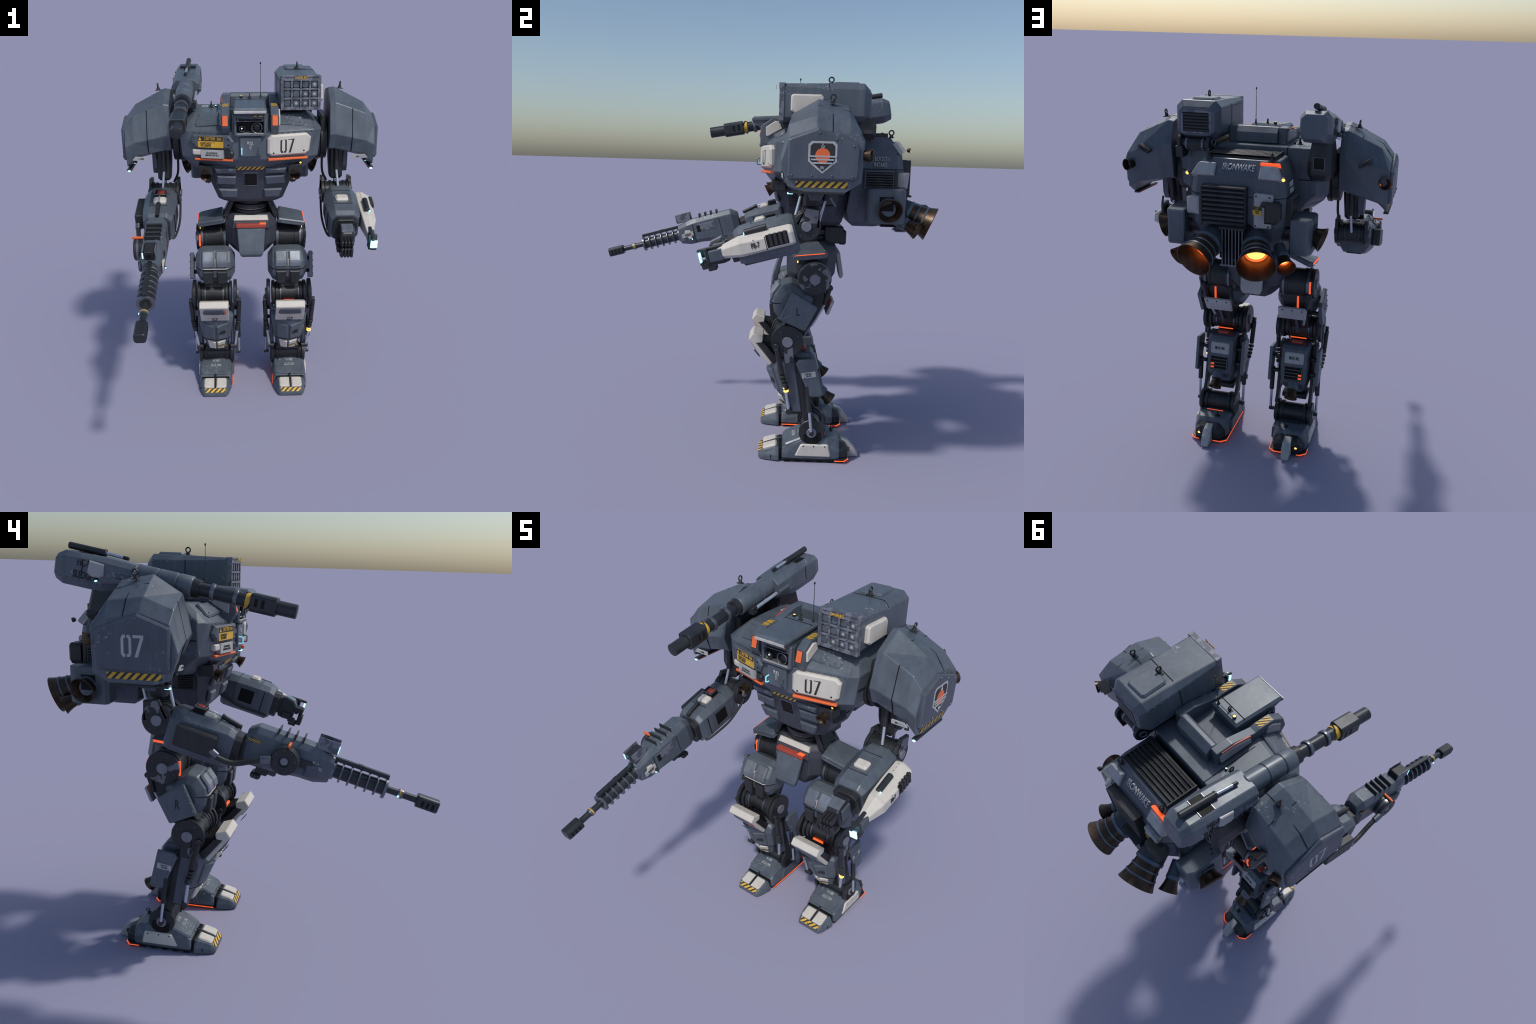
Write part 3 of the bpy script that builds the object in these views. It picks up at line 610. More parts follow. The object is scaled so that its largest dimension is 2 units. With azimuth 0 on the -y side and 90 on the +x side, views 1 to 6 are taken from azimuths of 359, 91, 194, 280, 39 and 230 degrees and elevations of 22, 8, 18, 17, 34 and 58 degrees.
for a, b in [((-.392, 1.665), (-.392, 1.722)), ((-.338, 1.665), (-.338, 1.722)), ((-.392, 1.722), (-.338, 1.722)), ((-.392, 1.665), (-.338, 1.665))]:
    cyl("window_rim", (a[0], .6135, a[1]), (b[0], .6135, b[1]), .0022, RING, mnt, seg=8)

# ================================================================== BACKPACK
def bring(z, hx, y0, y1, c): return zring([(0, y0), (hx, y0), (hx, y1 - c), (hx - c, y1), (0, y1)], z)
bp = loft("backpack", [bring(1.238, .150, .500, .640, .03), bring(1.262, .172, .475, .675, .035), bring(1.320, .205, .462, .715, .035), bring(1.40, .236, .470, .745, .04), bring(1.540, .238, .480, .747, .04), bring(1.632, .224, .490, .733, .035), bring(1.702, .190, .500, .675, .03)], ARMOR2, None, .004)
seam([(-.05, .7475, 1.5385), (-.198, .7475, 1.5385), (-.2385, .707, 1.5385), (-.2385, .50, 1.5385)], [(0, 1, 0), (-.7, .7, 0), (-1, 0, 0)], bp, .003)
seam([(.05, .7475, 1.5385), (.198, .7475, 1.5385), (.2385, .707, 1.5385), (.2385, .50, 1.5385)], [(0, 1, 0), (.7, .7, 0), (1, 0, 0)], bp, .003)
SN = V3((0, .77, .64))
vt = box("top_vent_frame", (-.166, .166), (.503, .662), (1.695, 1.711), DARK, bp, .002)
for x in (-.163, .163): box("vent_rail", (x - .004, x + .004), (.503, .662), (1.700, 1.722), DARK, vt, .001)
for i in range(7):
    y = .508 + .0215 * i
    poly("top_vent_slat", [W(x, yy, zz) for x in (-.160, .160) for yy, zz in [(y, 1.710), (y + .0185, 1.7215), (y + .021, 1.7195), (y + .003, 1.708)]], [(0, 1, 2, 3), (7, 6, 5, 4), (0, 4, 5, 1), (1, 5, 6, 2), (2, 6, 7, 3), (3, 7, 4, 0)], VENT, vt, .0006)
for m in (1, -1):
    eyebolt((m * .156, .681, 1.700), bp, 1.15)
    wp = slab("vane_plate", [(m * .110, .700, 1.678), (m * .188, .700, 1.678), (m * .197, .705, 1.672), (m * .222, .737, 1.624), (m * .108, .737, 1.624)], SN, .016, GREYP, bp, .006, .02)
    if m < 0: slab("vane_light", [(m * .108, .6905, 1.6885), (m * .200, .6905, 1.6885), (m * .203, .697, 1.681), (m * .105, .697, 1.681)], SN, .0165, G_ORANGE, bp, .003, .01)
    # side intake
    it = box("intake_frame", (m * .225, m * .262), (.538, .695), (1.436, 1.533), ARMOR2, bp, .004)
    box("intake_well", (m * .255, m * .2635), (.548, .685), (1.446, 1.525), BLACK, it, .001)
    louvre("intake_slats", lambda x, y, z, m=m: W(m * y, x, z), (.549, .684), (1.447, 1.524), .268, .012, 6, VENT, it)
    box("intake_cheek", (m * .232, m * .266), (.690, .706), (1.40, 1.532), DARK, it, .002)
    text("intake_lettering", "BOOST\nINTAKE", (m * .2385, .620, 1.575), (0, m, 0), (m * -.10, 0, 1), .022, STENCIL, bp, .62, thick=.0022)
    lamp((m * .232, .762, 1.637), (m * .2, 1, -.3), .0110, bp, G_AMBER)
    # outrigger thruster box
    tb = loft("thruster_box", [[W(m * x, y, z) for x, y in [(.262, .548), (.350, .548), (.366, .566), (.366, .705), (.348, .738), (.262, .738)]] for z in (1.270, 1.443)], ARMOR, None, .006)
    cyl("thruster_arm", (m * .20, .64, 1.36), (m * .27, .64, 1.36), .05, DARK, tb)
    slab("thruster_recess", [(m * .366, .605, 1.335), (m * .366, .675, 1.335), (m * .366, .675, 1.405), (m * .366, .605, 1.405)], (m, 0, 0), .002, BLACK, tb, .001)
    for i in range(3): hole((m * (.30 + .02 * i), .57 + .01 * i, 1.4432), (0, 0, 1), .004, tb)
    d = V3((m * .93, .12, -.30)).normalized(); rc = V3((m * .408, .655, 1.337))
    nozzle("side_thruster", rc - d * .055, rc, .040, .062, tb, fire=False, collar=(.022, .048, NOZRING))
    # main engines
    d = V3((m * .26, .885, -.385)).normalized(); rc = V3((m * .152, .913, 1.258))
    mn = nozzle("main_engine", rc - d * .122, rc, .063, .092, bp, fire=True, bands=((.30, .003, .004), (.62, .003, .004)))
    cyl("engine_housing", rc - d * .24, rc - d * .118, .060, ABD, mn, .068, 36); lathe("engine_collar", [(0, .06), (0, .070), (.016, .070), (.016, .06)], rc - d * .136, d, NOZRING, mn, 40)
    d = V3((m * .44, .80, -.42)).normalized(); rc = V3((m * .271, .819, 1.233))
    sn = nozzle("vernier_engine", rc - d * .065, rc, .030, .047, bp, fire=True, collar=(.02, .034, NOZRING))
    cyl("vernier_housing", rc - d * .15, rc - d * .062, .030, ARMOR2, sn, .033)
text("backpack_lettering", "IRONWAKE", (0, .7065, 1.665), (-1, 0, 0), (0, -.64, .77), .034, STENCIL, bp, .62, shear=.12, thick=.004, weight=.01)
# rear grille
gr = box("rear_radiator", (-.058, .158), (.735, .772), (1.405, 1.585), BLACK, bp, .002)
for x in (-.060, .153): box("radiator_post", (x, x + .007), (.740, .790 if x > 0 else .784), (1.398, 1.588), DARK, gr, .0015)
box("radiator_header", (-.058, .158), (.74, .789), (1.578, 1.586), DARK, gr, .0015)
louvre("radiator_slats", lambda x, y, z: W(x, y, z), (-.053, .153), (1.402, 1.580), .787, .022, 8, VENT, gr, .55, th=.42)
slab("side_panel", [(.166, .747, 1.526), (.212, .745, 1.526), (.238, .722, 1.518), (.238, .722, 1.452), (.228, .735, 1.442), (.166, .747, 1.442)], (.3, 1, 0), .030, GREYP, bp, .005, .01)
rp = slab("service_panel", [(-.098, .747, 1.563), (-.180, .747, 1.560), (-.186, .747, 1.553), (-.176, .747, 1.398), (-.098, .747, 1.394), (-.092, .747, 1.402), (-.092, .747, 1.556)], (0, 1, 0), .019, GREYP, bp, .006, .01)
for x, z in [(-.105, 1.550), (-.170, 1.548), (-.103, 1.408), (-.165, 1.406)]: hole((x, .766, z), (0, 1, 0), .0042, rp)
slab("service_box", [(-.135, .757, 1.528), (-.212, .752, 1.528), (-.224, .750, 1.515), (-.224, .750, 1.448), (-.205, .752, 1.428), (-.150, .757, 1.430), (-.150, .757, 1.505), (-.128, .757, 1.510)], (0, 1, 0), .048, RUBBER, bp, .010, .012)
hl = slab("heat_label", [(-.090, .766, 1.503), (-.134, .766, 1.5015), (-.134, .766, 1.460), (-.090, .766, 1.462)], (0, 1, 0), .002, YELLOW, rp, .0003, .004)
slab("heat_label_header", [(-.091, .768, 1.5025), (-.133, .768, 1.501), (-.133, .768, 1.484), (-.091, .768, 1.486)], (0, 1, 0), .001, INK, hl, .0002, .002)
text("heat_lettering", "HOT", (-.112, .769, 1.493), (-1, 0, 0), (0, 0, 1), .010, YELLOW, hl, .6)
text("heat_lettering", "EXHAUST\nZONE", (-.112, .768, 1.474), (-1, 0, 0), (0, 0, 1), .006, INK, hl, .6)
# cooling fins between the engines
box("cooler_block", (-.075, .075), (.66, .765), (1.23, 1.405), BLACK, bp, .004)
box("cooler_rail", (-.063, .060), (.745, .822), (1.392, 1.403), DARK, bp, .002)
box("cooler_rail", (-.060, .062), (.745, .800), (1.203, 1.213), RING, bp, .002)
for i in range(7):
    x = -.050 + .0165 * i; box("cooler_fin", (x - .0032, x + .0032), (.755, .802), (1.208, 1.398), RING, bp, .001)

# ================================================================== WAIST / PELVIS
wst = lathe("waist_turret", [(0, 0), (0, .10), (.02, .106), (.040, .112), (.050, .112), (.053, .100), (.058, .100), (.062, .118), (.085, .118), (.088, .10), (.125, .098), (.125, 0)], (0, .292, 1.122), (0, 0, 1), DARK, None, 40)
lathe("waist_ring", [(0, .09), (0, .098), (.003, .102), (.012, .104), (.016, .096), (.02, .09)], (0, .278, 1.178), (0, 0, 1), GREYP, wst, 40)
box("waist_rear_block", (-.10, .10), (.36, .462), (1.135, 1.228), DARK, wst, .006)
box("waist_rear_pack", (-.06, .06), (.44, .482), (1.125, 1.205), DARK, wst, .008)
for m in (1, -1):
    prism("waist_strut", [(m * .095, .20, 1.225), (m * .12, .20, 1.225), (m * .165, .20, 1.13), (m * .135, .20, 1.13)], (0, .12, 0), DARK, wst, .003)
    seam([(m * .1225, .215, 1.224), (m * .164, .215, 1.137)], (m * .9, 0, .4), wst, .004)
pel = loft("pelvis", [zring([(0, y0), (f, y0), (hx, y0 + .05), (hx, y1 - .05), (f * .9, y1), (0, y1)], z) for z, hx, f, y0, y1 in [(.888, .075, .055, .200, .365), (.925, .108, .072, .178, .400), (.972, .147, .10, .166, .424), (1.085, .153, .105, .163, .432), (1.125, .148, .10, .172, .424), (1.150, .132, .09, .192, .405)]], ABD, None, .004)
slab("pelvis_plate", [(-.095, .178, 1.146), (.095, .178, 1.146), (.101, .164, 1.117), (-.101, .164, 1.117)], (0, -1, .5), .008, WHITE, pel, .003, .006)
prism("pelvis_bracket", [(-.100, .166, 1.117), (.100, .166, 1.117), (.110, .160, 1.08), (-.110, .160, 1.08)], (0, -.012, -.004), ABD, pel, .003)
box("pelvis_light_bar", (-.086, .086), (.124, .162), (1.086, 1.106), REDP, pel, .002)
box("pelvis_light_edge", (.050, .086), (.130, .160), (1.1055, 1.1085), G_ORANGE, pel, .0008)
fl = loft("front_skirt", [[W(x, y, z) for x, y, z in r] for r in [
    [(-.082, .130, 1.083), (.082, .130, 1.083), (.082, .150, 1.087), (-.082, .150, 1.087)],
    [(-.072, .090, .955), (.072, .090, .955), (.070, .118, .948), (-.070, .118, .948)],
    [(-.066, .086, .935), (.066, .086, .935), (.066, .118, .925), (-.066, .118, .925)],
    [(-.055, .098, .915), (.055, .098, .915), (.055, .118, .915), (-.055, .118, .915)]]], ARMOR, pel, .004)
bs = loft("rear_skirt", [[W(-w, y, z), W(w, y, z), W(w, y + t, z + .006), W(-w, y + t, z + .006)] for w, y, z, t in [(.045, .420, 1.098, .018), (.062, .430, 1.075, .022), (.058, .452, .955, .022), (.045, .458, .935, .014)]], GREYP, pel, .003)
for m in (1, -1):
    sk = slab("hip_skirt", [(m * .160, .190, 1.108), (m * .310, .200, 1.082), (m * .3125, .205, 1.080), (m * .311, .352, 1.097), (m * .290, .366, 1.104), (m * .165, .330, 1.142), (m * .152, .27, 1.138)], (0, -.2, 1), .014, ARMOR, pel, .006, .014)
    slab("skirt_trim", [(m * .172, .187, 1.105), (m * .306, .197, 1.081), (m * .306, .197, 1.070), (m * .172, .187, 1.094)], (0, -1, 0), .003, ARMOR2, sk, .001)
    prism("skirt_light_strip", [(m * .3105, .205, 1.094), (m * .3105, .352, 1.110), (m * .3105, .352, 1.110 - (.011 if m < 0 else .004)), (m * .3105, .205, 1.094 - (.011 if m < 0 else .004))], (m * .005, 0, 0), G_ORANGE, sk, .001)
    lamp((m * .288, .225, 1.060), (0, -1, -.3), .011, sk, GLASS); box("skirt_marker", (m * .298, m * .301), (.212, .218), (1.055, 1.067), G_AMBER, sk, 0)

# ================================================================== LEGS
def disk_stack(name, parts, y, z, m, parent):
    o = None
    for x0, x1, r, mat in parts:
        c = cyl(name, (m * x0, y, z), (m * x1, y, z), r, mat, parent, seg=36); o = o or c
    return o
for m in (1, -1):
    X = lambda x, y, z: W(m * x, y, z)
    # ---- hip
    hip = cyl("hip_joint", X(.135, .305, .975), X(.322, .305, .975), .080, DARK, None, seg=40)
    for x, r, mt_ in [(.150, .086, RING), (.168, .083, DARK), (.262, .084, DARK), (.285, .087, RING)]: lathe("hip_band", [(0, r - .01), (0, r), (.014, r), (.014, r - .01)], X(x, .305, .975), (m, 0, 0), mt_, hip, 40)
    lathe("hip_light_band", [(0, .078), (0, .0812), (.010, .0812), (.010, .078)], X(.301, .305, .975), (m, 0, 0), DARK, hip, 40)
    if m < 0:
        for yy in (.222, .378): box("hip_light_strip", (m * .300, m * .310), (yy, yy + .010), (.940, 1.010), G_ORANGE, hip, .001)
    cyl("hip_disk", X(.314, .305, .975), X(.326, .305, .975), .0825, DISK, hip, seg=40); cyl("axle_cap", X(.324, .305, .975), X(.334, .305, .975), .0275, CAP, hip)
    for a in (.6, 1.9, 3.6, 5.2): rivet(X(.3262, .305 + .06 * math.cos(a), .975 + .06 * math.sin(a)), (m, 0, 0), .004, hip)
    # ---- upper leg
    core = loft("upper_leg", [[X(x, y, z) for x, y, z in r] for r in [
        [(.150, .255, .965), (.295, .255, .965), (.295, .365, .945), (.150, .365, .945)],
        [(.155, .215, .85), (.285, .215, .85), (.285, .360, .84), (.155, .360, .84)],
        [(.158, .18, .77), (.284, .18, .77), (.284, .318, .76), (.158, .318, .76)],
        [(.162, .140, .70), (.283, .140, .70), (.283, .262, .68), (.162, .262, .68)]]], DARK, None, .005)
    prof = [(.187, .958), (.245, .930), (.292, .900), (.312, .872), (.292, .815), (.215, .752), (.130, .748), (.098, .790), (.088, .845), (.093, .885), (.135, .945)]
    cy, cz = .19, .855
    def tp(x, k, dz=0): return [X(x, cy + (y - cy) * k, cz + (z - cz) * k + dz) for y, z in prof]
    th = loft("thigh_armor", [tp(.098, .52), tp(.124, .90), tp(.150, 1.0), tp(.276, 1.0), tp(.304, .90), tp(.329, .52)], ARMOR, core, .003)
    seam([X(.100, .136, .845), X(.125, .097, .842), X(.150, .0875, .841), X(.276, .0875, .841), X(.303, .097, .842), X(.327, .136, .845)], [(-m * .7, -.7, 0), (-m * .4, -.9, 0), (0, -1, 0), (m * .4, -.9, 0), (m * .7, -.7, 0)], th, .004)
    for x0, x1 in [(.138, .208), (.218, .288)]:
        prism("thigh_lens_plate", [X(x0, y, z) for y, z in [(.136, .936), (.100, .886), (.096, .856), (.078, .857), (.0815, .893), (.121, .949)]], (m * (x1 - x0), 0, 0), SHINY, th, .007)
        slab("thigh_guard", [X(x0 + .004, .090, .834), X(x1 - .004, .090, .834), X(x1 - .009, .098, .752), X(x0 + .009, .098, .752)], (0, -1, 0), .014, DARK, th, .006, .02)
    prism("thigh_spine", [X(.209, .092, .905), X(.217, .092, .905), X(.2155, .082, .86), X(.2105, .082, .86)], (0, .03, 0), SILVER, th, .002)
    prism("thigh_rim", [X(.128, .098, .849), X(.150, .0865, .849), X(.276, .0865, .849), X(.300, .098, .849), X(.300, .098, .843), X(.276, .0865, .843), X(.150, .0865, .843), X(.128, .098, .843)][:4], (0, 0, -.005), WHITE, th, .0005) if m < 0 else None
    # side plate with letter
    spl = slab("thigh_side_plate", [X(.352, y, z) for y, z in [(.190, .912), (.198, .912), (.316, .841), (.320, .830), (.264, .718), (.254, .715), (.135, .766), (.130, .776)]], (m, 0, 0), .013, ARMOR, core, .004, .008)
    for y, z in [(.215, .86), (.235, .77)]: cyl("plate_post", X(.285, y, z), X(.35, y, z), .012, DARK, spl)
    for k in range(4): rivet(X(.3655, .186 - .0135 * k, .900 - .0375 * k), (m, 0, 0), .0042, spl)
    text("leg_lettering", "L" if m > 0 else "R", X(.3655, .222, .812), (0, m * .88, m * 0 + (-.0 if m > 0 else 0) + .0) if False else (0, m * .93, .36 * (-1 if m < 0 else 1) * (1 if m > 0 else -1) * .0 + (.36 if m > 0 else -.0)) if False else (0, m * .96, 0.0), (0, .30, .95), .042, INK, spl, .62)
    # rear piston and back plate
    cyl("thigh_piston", X(.300, .382, .925), X(.283, .362, .84), .013, DARK, core); cyl("thigh_piston_rod", X(.283, .362, .84), X(.262, .300, .72), .0075, CHROME, core)
    cyl("piston_knuckle", X(.285, .386, .930), X(.315, .386, .930), .014, DARK, core)
    cyl("thigh_strut", X(.222, .372, .85), X(.222, .262, .655), .009, RING, core); cyl("thigh_strut", X(.175, .372, .85), X(.175, .270, .67), .010, DARK, core)
    box("thigh_light_strip", (m * .232, m * .243), (.355, .366), (.845, .915), G_ORANGE, core, .001)
    bpz = slab("thigh_back_plate", [X(.290, .400, .852), X(.284, .403, .860), X(.145, .403, .860), X(.137, .400, .855), X(.134, .374, .785), X(.275, .374, .785), X(.283, .378, .792)], (0, .93, -.35), .010, GREYP, core, .003, .004)
    box("back_plate_post", (m * .17, m * .25), (.32, .385), (.81, .83), DARK, bpz, .003)
    for x in (.160, .215, .270): hole(X(x, .4075, .843), (0, .93, -.35), .004, bpz)
    # ---- knee
    kn = cyl("knee_joint", X(.128, .173, .655), X(.316, .173, .655), .060, DARK, None, seg=40)
    for x0, x1, r, mt_ in [(.090, .110, .0835, DARK), (.120, .138, .075, DARK), (.142, .160, .068, BARREL), (.284, .302, .068, BARREL), (.306, .324, .075, DARK)]:
        cyl("knee_disk", X(x0, .173, .655), X(x1, .173, .655), r, mt_, kn, seg=20 if r > .08 else 40, b=.003)
    cyl("knee_disk", X(.334, .173, .655), X(.355, .173, .655), .0835, DARK, kn, seg=20, b=.003)
    cyl("axle_cap", X(.354, .175, .653), X(.365, .175, .653), .0275, CAP, kn); cyl("axle_cap", X(.080, .173, .655), X(.091, .173, .655), .0275, CAP, kn)
    for x in (.168, .275): lathe("knee_trim", [(0, .058), (0, .0635), (.008, .0635), (.008, .058)], X(x, .173, .655), (m, 0, 0), RING, kn, 40)
    for a in (.5, 2.2, 4.4): rivet(X(.3552, .173 + .062 * math.cos(a), .655 + .062 * math.sin(a)), (m, 0, 0), .004, kn)
    prism("knee_fork", [X(.352, .150, .640), X(.352, .202, .640), X(.352, .214, .545), X(.352, .166, .540)], (m * .008, 0, 0), DISK, kn, .003)
    if m > 0: box("knee_light", (m * .19, m * .255), (.105, .118), (.612, .632), G_ORANGE, kn, .003)
    # knee pad: thick white block with side braces
    kp = prism("knee_pad", [X(.138, y, z) for y, z in [(-.004, .680), (.050, .662), (.046, .632), (.016, .628), (.100, .524), (.084, .510), (-.027, .648)]], (m * .170, 0, 0), WHITE, None, .004)
    for x in (.140, .294): prism("knee_brace", [X(x, y, z) for y, z in [(.012, .630), (.056, .630), (.128, .548), (.108, .518)]], (m * .012, 0, 0), DARK, kp, .002)
    prism("knee_bridge", [X(.152, y, z) for y, z in [(.030, .640), (.10, .630), (.13, .560), (.09, .545)]], (m * .142, 0, 0), BLACK, kp, .002)
    KN = V3((0, -.775, -.632)).normalized()
    def onK(x, k, h=0): return X(x, -.027 + .111 * k, .648 - .138 * k) + KN * h
    slab("knee_window", [onK(.160, .14), onK(.172, .10), onK(.272, .10), onK(.284, .14), onK(.290, .40), onK(.282, .46), onK(.162, .46), onK(.154, .40)], KN, .006, ARMOR2, kp, .005, .003)
    if m < 0: slab("knee_marker", [onK(.162, .14), onK(.168, .14), onK(.162, .44), onK(.156, .44)], KN, .0065, ORANGE, kp, .0008)
    tx = m * .222
    text("knee_number", "07", onK(.222, .60, .026), (1, 0, 0), (0, -.62, .78), .046, INK, kp, .55, thick=.001)
    for i in range(7): hole(onK(.165 + .019 * i, .80, .0), KN, .0024, kp)
    # ---- lower leg
    def sring(z, a, w1, b, w2, c2, d2, e): # ridge y, mid, edge, back
        return [X(.222, a, z), X(.222 + w1, b, z), X(.222 + w2, c2, z), X(.222 + w2 * .92, d2, z), X(.222 + w2 * .6, e, z), X(.222 - w2 * .6, e, z), X(.222 - w2 * .92, d2, z), X(.222 - w2, c2, z), X(.222 - w1, b, z)]
    sh = loft("lower_leg", [sring(.262, .186, .040, .190, .058, .212, .255, .275), sring(.300, .170, .046, .176, .066, .198, .245, .268), sring(.352, .130, .062, .150, .086, .178, .235, .258), sring(.485, .073, .076, .108, .104, .128, .215, .240), sring(.522, .075, .078, .110, .110, .128, .205, .235), sring(.545, .100, .070, .120, .095, .140, .200, .225)], ARMOR, None, .003)
    seam([X(.222, .1285, .352), X(.284, .149, .352), X(.308, .177, .352), X(.302, .236, .352)], [(m * .3, -.9, -.2), (m * .7, -.7, -.2), (m, 0, 0)], sh, .0025)
    seam([X(.222, .1285, .352), X(.160, .149, .352), X(.136, .177, .352)], [(-m * .3, -.9, -.2), (-m * .7, -.7, -.2)], sh, .0025)
    for s in (1, -1):
        pn = slab("shin_plate", [X(.222 + s * .006, .0745, .478), X(.222 + s * .074, .1075, .492), X(.222 + s * .064, .1455, .372), X(.222 + s * .006, .1245, .362)], (s * m * .4, -.9, -.2), .010, ARMOR, sh, .005, .006)
        slab("shin_toe_plate", [X(.222 + s * .005, .139, .334), X(.222 + s * .056, .158, .345), X(.222 + s * .044, .181, .279), X(.222 + s * .005, .176, .272)], (s * m * .3, -.8, -.4), .008, WHITE, sh, .004, .006)
    if True:
        s = m  # +x half carries stencils on both legs
        text("shin_lettering", "CAUTION\n稼働部注意", X(.222 + .038, .118, .424) + W(0, -.012, -.003), (.9, .42 * m, 0) if m > 0 else (.9, -.42, 0), (0, -.28, .95), .011, INK, sh, .55, thick=.004) if m > 0 else text("shin_lettering", "CAUTION\n稼働部注意", X(.222 - .038, .118, .424) + W(0, -.012, -.003), (.9, .42, 0), (0, -.28, .95), .011, INK, sh, .55, thick=.004)
        a = X(.222 + (.005 if m > 0 else -.005), .155, .303) + W(0, -.012, -.004); hazard(a, W(.052, .016, .010), W(0, .012, -.012), 7, sh, 1.0, .002)
    # rear shin box
    bx = loft("calf_housing", [[X(.222 + x, y, z) for x, y in [(-w, y0), (w, y0), (w, y1 - .01), (w - .012, y1), (-w + .012, y1), (-w, y1 - .01)]] for z, w, y0, y1 in [(.330, .056, .250, .335), (.375, .072, .245, .362), (.44, .078, .235, .350), (.565, .080, .215, .318), (.585, .072, .215, .300)]], ARMOR2, sh, .004)
    BN = V3((0, .97, .24)); 
    def onB(x, z, h=0): return X(.222 + x, .318 + (.565 - z) * .254, z) + BN * h
    mp_ = slab("load_plate", [onB(-.056, .545), onB(-.050, .552), onB(.050, .552), onB(.056, .545), onB(.056, .492), onB(.050, .486), onB(-.050, .486), onB(-.056, .492)], BN, .008, GREYP, bx, .005, .004)
    text("load_lettering", "MAX 40t", onB(0, .519, .0085), (-1, 0, 0), (0, -.24, .97), .018, INK, mp_, .6)
    slab("calf_vent_well", [onB(-.050, .468), onB(.050, .468), onB(.050, .392), onB(-.050, .392)], BN, .0015, BLACK, bx, .0005, .003)
    for i in range(4):
        z = .462 - .0185 * i; hexa("calf_vent_slat", lambda x, y, zz: onB(x, zz, y), (-.049, .049), (.0, .010), (z - .011, z - .003), VENT, bx, .001)
    slab("calf_vent_glow", [onB(.030, .430), onB(.049, .430), onB(.049, .396), onB(.030, .396)], BN, .0022, G_ORANGE, bx, .0004, .002)
    for x in (-.052, .050): hexa("vent_post", lambda a, y, zz: onB(a, zz, y), (x, x + .003), (0, .011), (.392, .468), RING, bx, .0005)
    d = V3((0, .75, -.66)); rc = X(.226, .416, .309)
    cn = nozzle("calf_thruster", rc - d * .058, rc, .025, .037, bx, fire=False); cyl("calf_thruster_housing", rc - d * .115, rc - d * .05, .034, ARMOR, cn, .033)
    cyl("calf_top_cap", X(.190, .262, .590), X(.255, .262, .590), .014, REDP, bx); box("calf_light_line", (m * .175, m * .270), (.232, .240), (.604, .609), G_ORANGE, bx, .001)
    # rails of the shin frame
    for s in (1, -1):
        x0, x1 = (.222 + s * .088, .222 + s * .112)
        loft("shin_frame", [[X(x0, y0, z), X(x1, y0, z), X(x1, y1, z), X(x0, y1, z)] for z, y0, y1 in [(.56, .158, .214), (.42, .185, .238), (.272, .205, .262)]], ARMOR2, sh, .006)
        loft("shin_frame_strip", [[X(x0, y0, z), X(x1 - s * .006, y0, z), X(x1 - s * .006, y1, z), X(x0, y1, z)] for z, y0, y1 in [(.56, .212, .234), (.42, .236, .268), (.272, .260, .312), (.225, .275, .345)]], DARK, sh, .003)
        # side plates
        xp = .222 + s * .136
        cp = slab("calf_side_plate", [X(xp, y, z) for y, z in [(.236, .560), (.222, .540), (.296, .370), (.350, .370), (.364, .384), (.321, .571)]], (s * m, 0, 0), .010, ARMOR, sh, .003, .006)
        for y, z in [(.238, .545), (.31, .558), (.335, .47), (.268, .47), (.342, .385)]: rivet(X(xp + s * .0102, y, z), (s * m, 0, 0), .0042, cp)
        for y, z in [(.28, .50), (.31, .42)]: cyl("plate_post", X(.222 + s * .09, y, z), X(xp, y, z), .012, DARK, cp)
        if s > 0:
            lb_ = slab("calf_label", [X(xp + .010, y, z) for y, z in [(.250, .494), (.322, .507), (.326, .478), (.256, .465)]], (m, 0, 0), .0012, LABEL, cp, .0002, .001)
            text("plate_lettering", "RX-07 LEG 1\nFUEL BUS", X(xp + .0113, .288, .486), (0, m, m * .18) if m > 0 else (0, -1, -.18), (0, 0, 1), .008, INK, lb_, .6)
        # shin piston
        xs = .222 + s * .145; xe = .222 + s * .115
        pt = cyl("shin_piston", X(xs, .121, .62), X(.222 + s * .138, .150, .485), .0135, DARK, sh)
        cyl("piston_knuckle", X(xs - s * .02, .119, .632), X(xs + s * .010, .119, .632), .0145, DARK, pt)
        for k in range(4):
            t = k / 3; cyl("piston_bellows", X(.222 + s * (.138 - .008 * t), .1515 + .022 * t, .478 - .062 * t), X(.222 + s * (.137 - .008 * t), .155 + .022 * t, .463 - .062 * t), .0155 - .001 * (k % 2), RUBBER, pt)
        cyl("piston_rod", X(.222 + s * .131, .170, .418), X(xe, .193, .285), .0085, CHROME, pt)
        if s > 0 and m > 0:
            for zz in (.408, .392): cyl("piston_light_band", X(.222 + .1295, .172 + (.408 - zz) * .2, zz + .005), X(.222 + .129, .1735 + (.408 - zz) * .2, zz - .004), .0135, G_AMBER, pt)
        cyl("piston_foot", X(xe - s * .03, .194, .278), X(xe + s * .012, .194, .278), .016, DARK, pt)
        # ankle rods
        ar = cyl("ankle_piston", X(.222 + s * .134, .283, .425), X(.222 + s * .136, .299, .285), .0135, DARK, sh)
        cyl("ankle_rod", X(.222 + s * .136, .299, .29), X(.222 + s * .136, .313, .172), .0075, CHROME, ar)
        cyl("ankle_knuckle", X(.222 + s * .115, .314, .168), X(.222 + s * .145, .314, .168), .012, DARK, ar)
    box("shin_base_block", (m * .150, m * .294), (.20, .30), (.245, .275), DARK, sh, .004)
    # ---- ankle
    ank = cyl("ankle_joint", X(.130, .316, .166), X(.334, .316, .166), .052, DARK, None, seg=36)
    for x0, x1, r in [(.122, .142, .068), (.152, .172, .060), (.290, .308, .060), (.318, .338, .068)]: cyl("ankle_disk", X(x0, .316, .166), X(x1, .316, .166), r, DARK, ank, seg=20 if r > .065 else 36, b=.003)
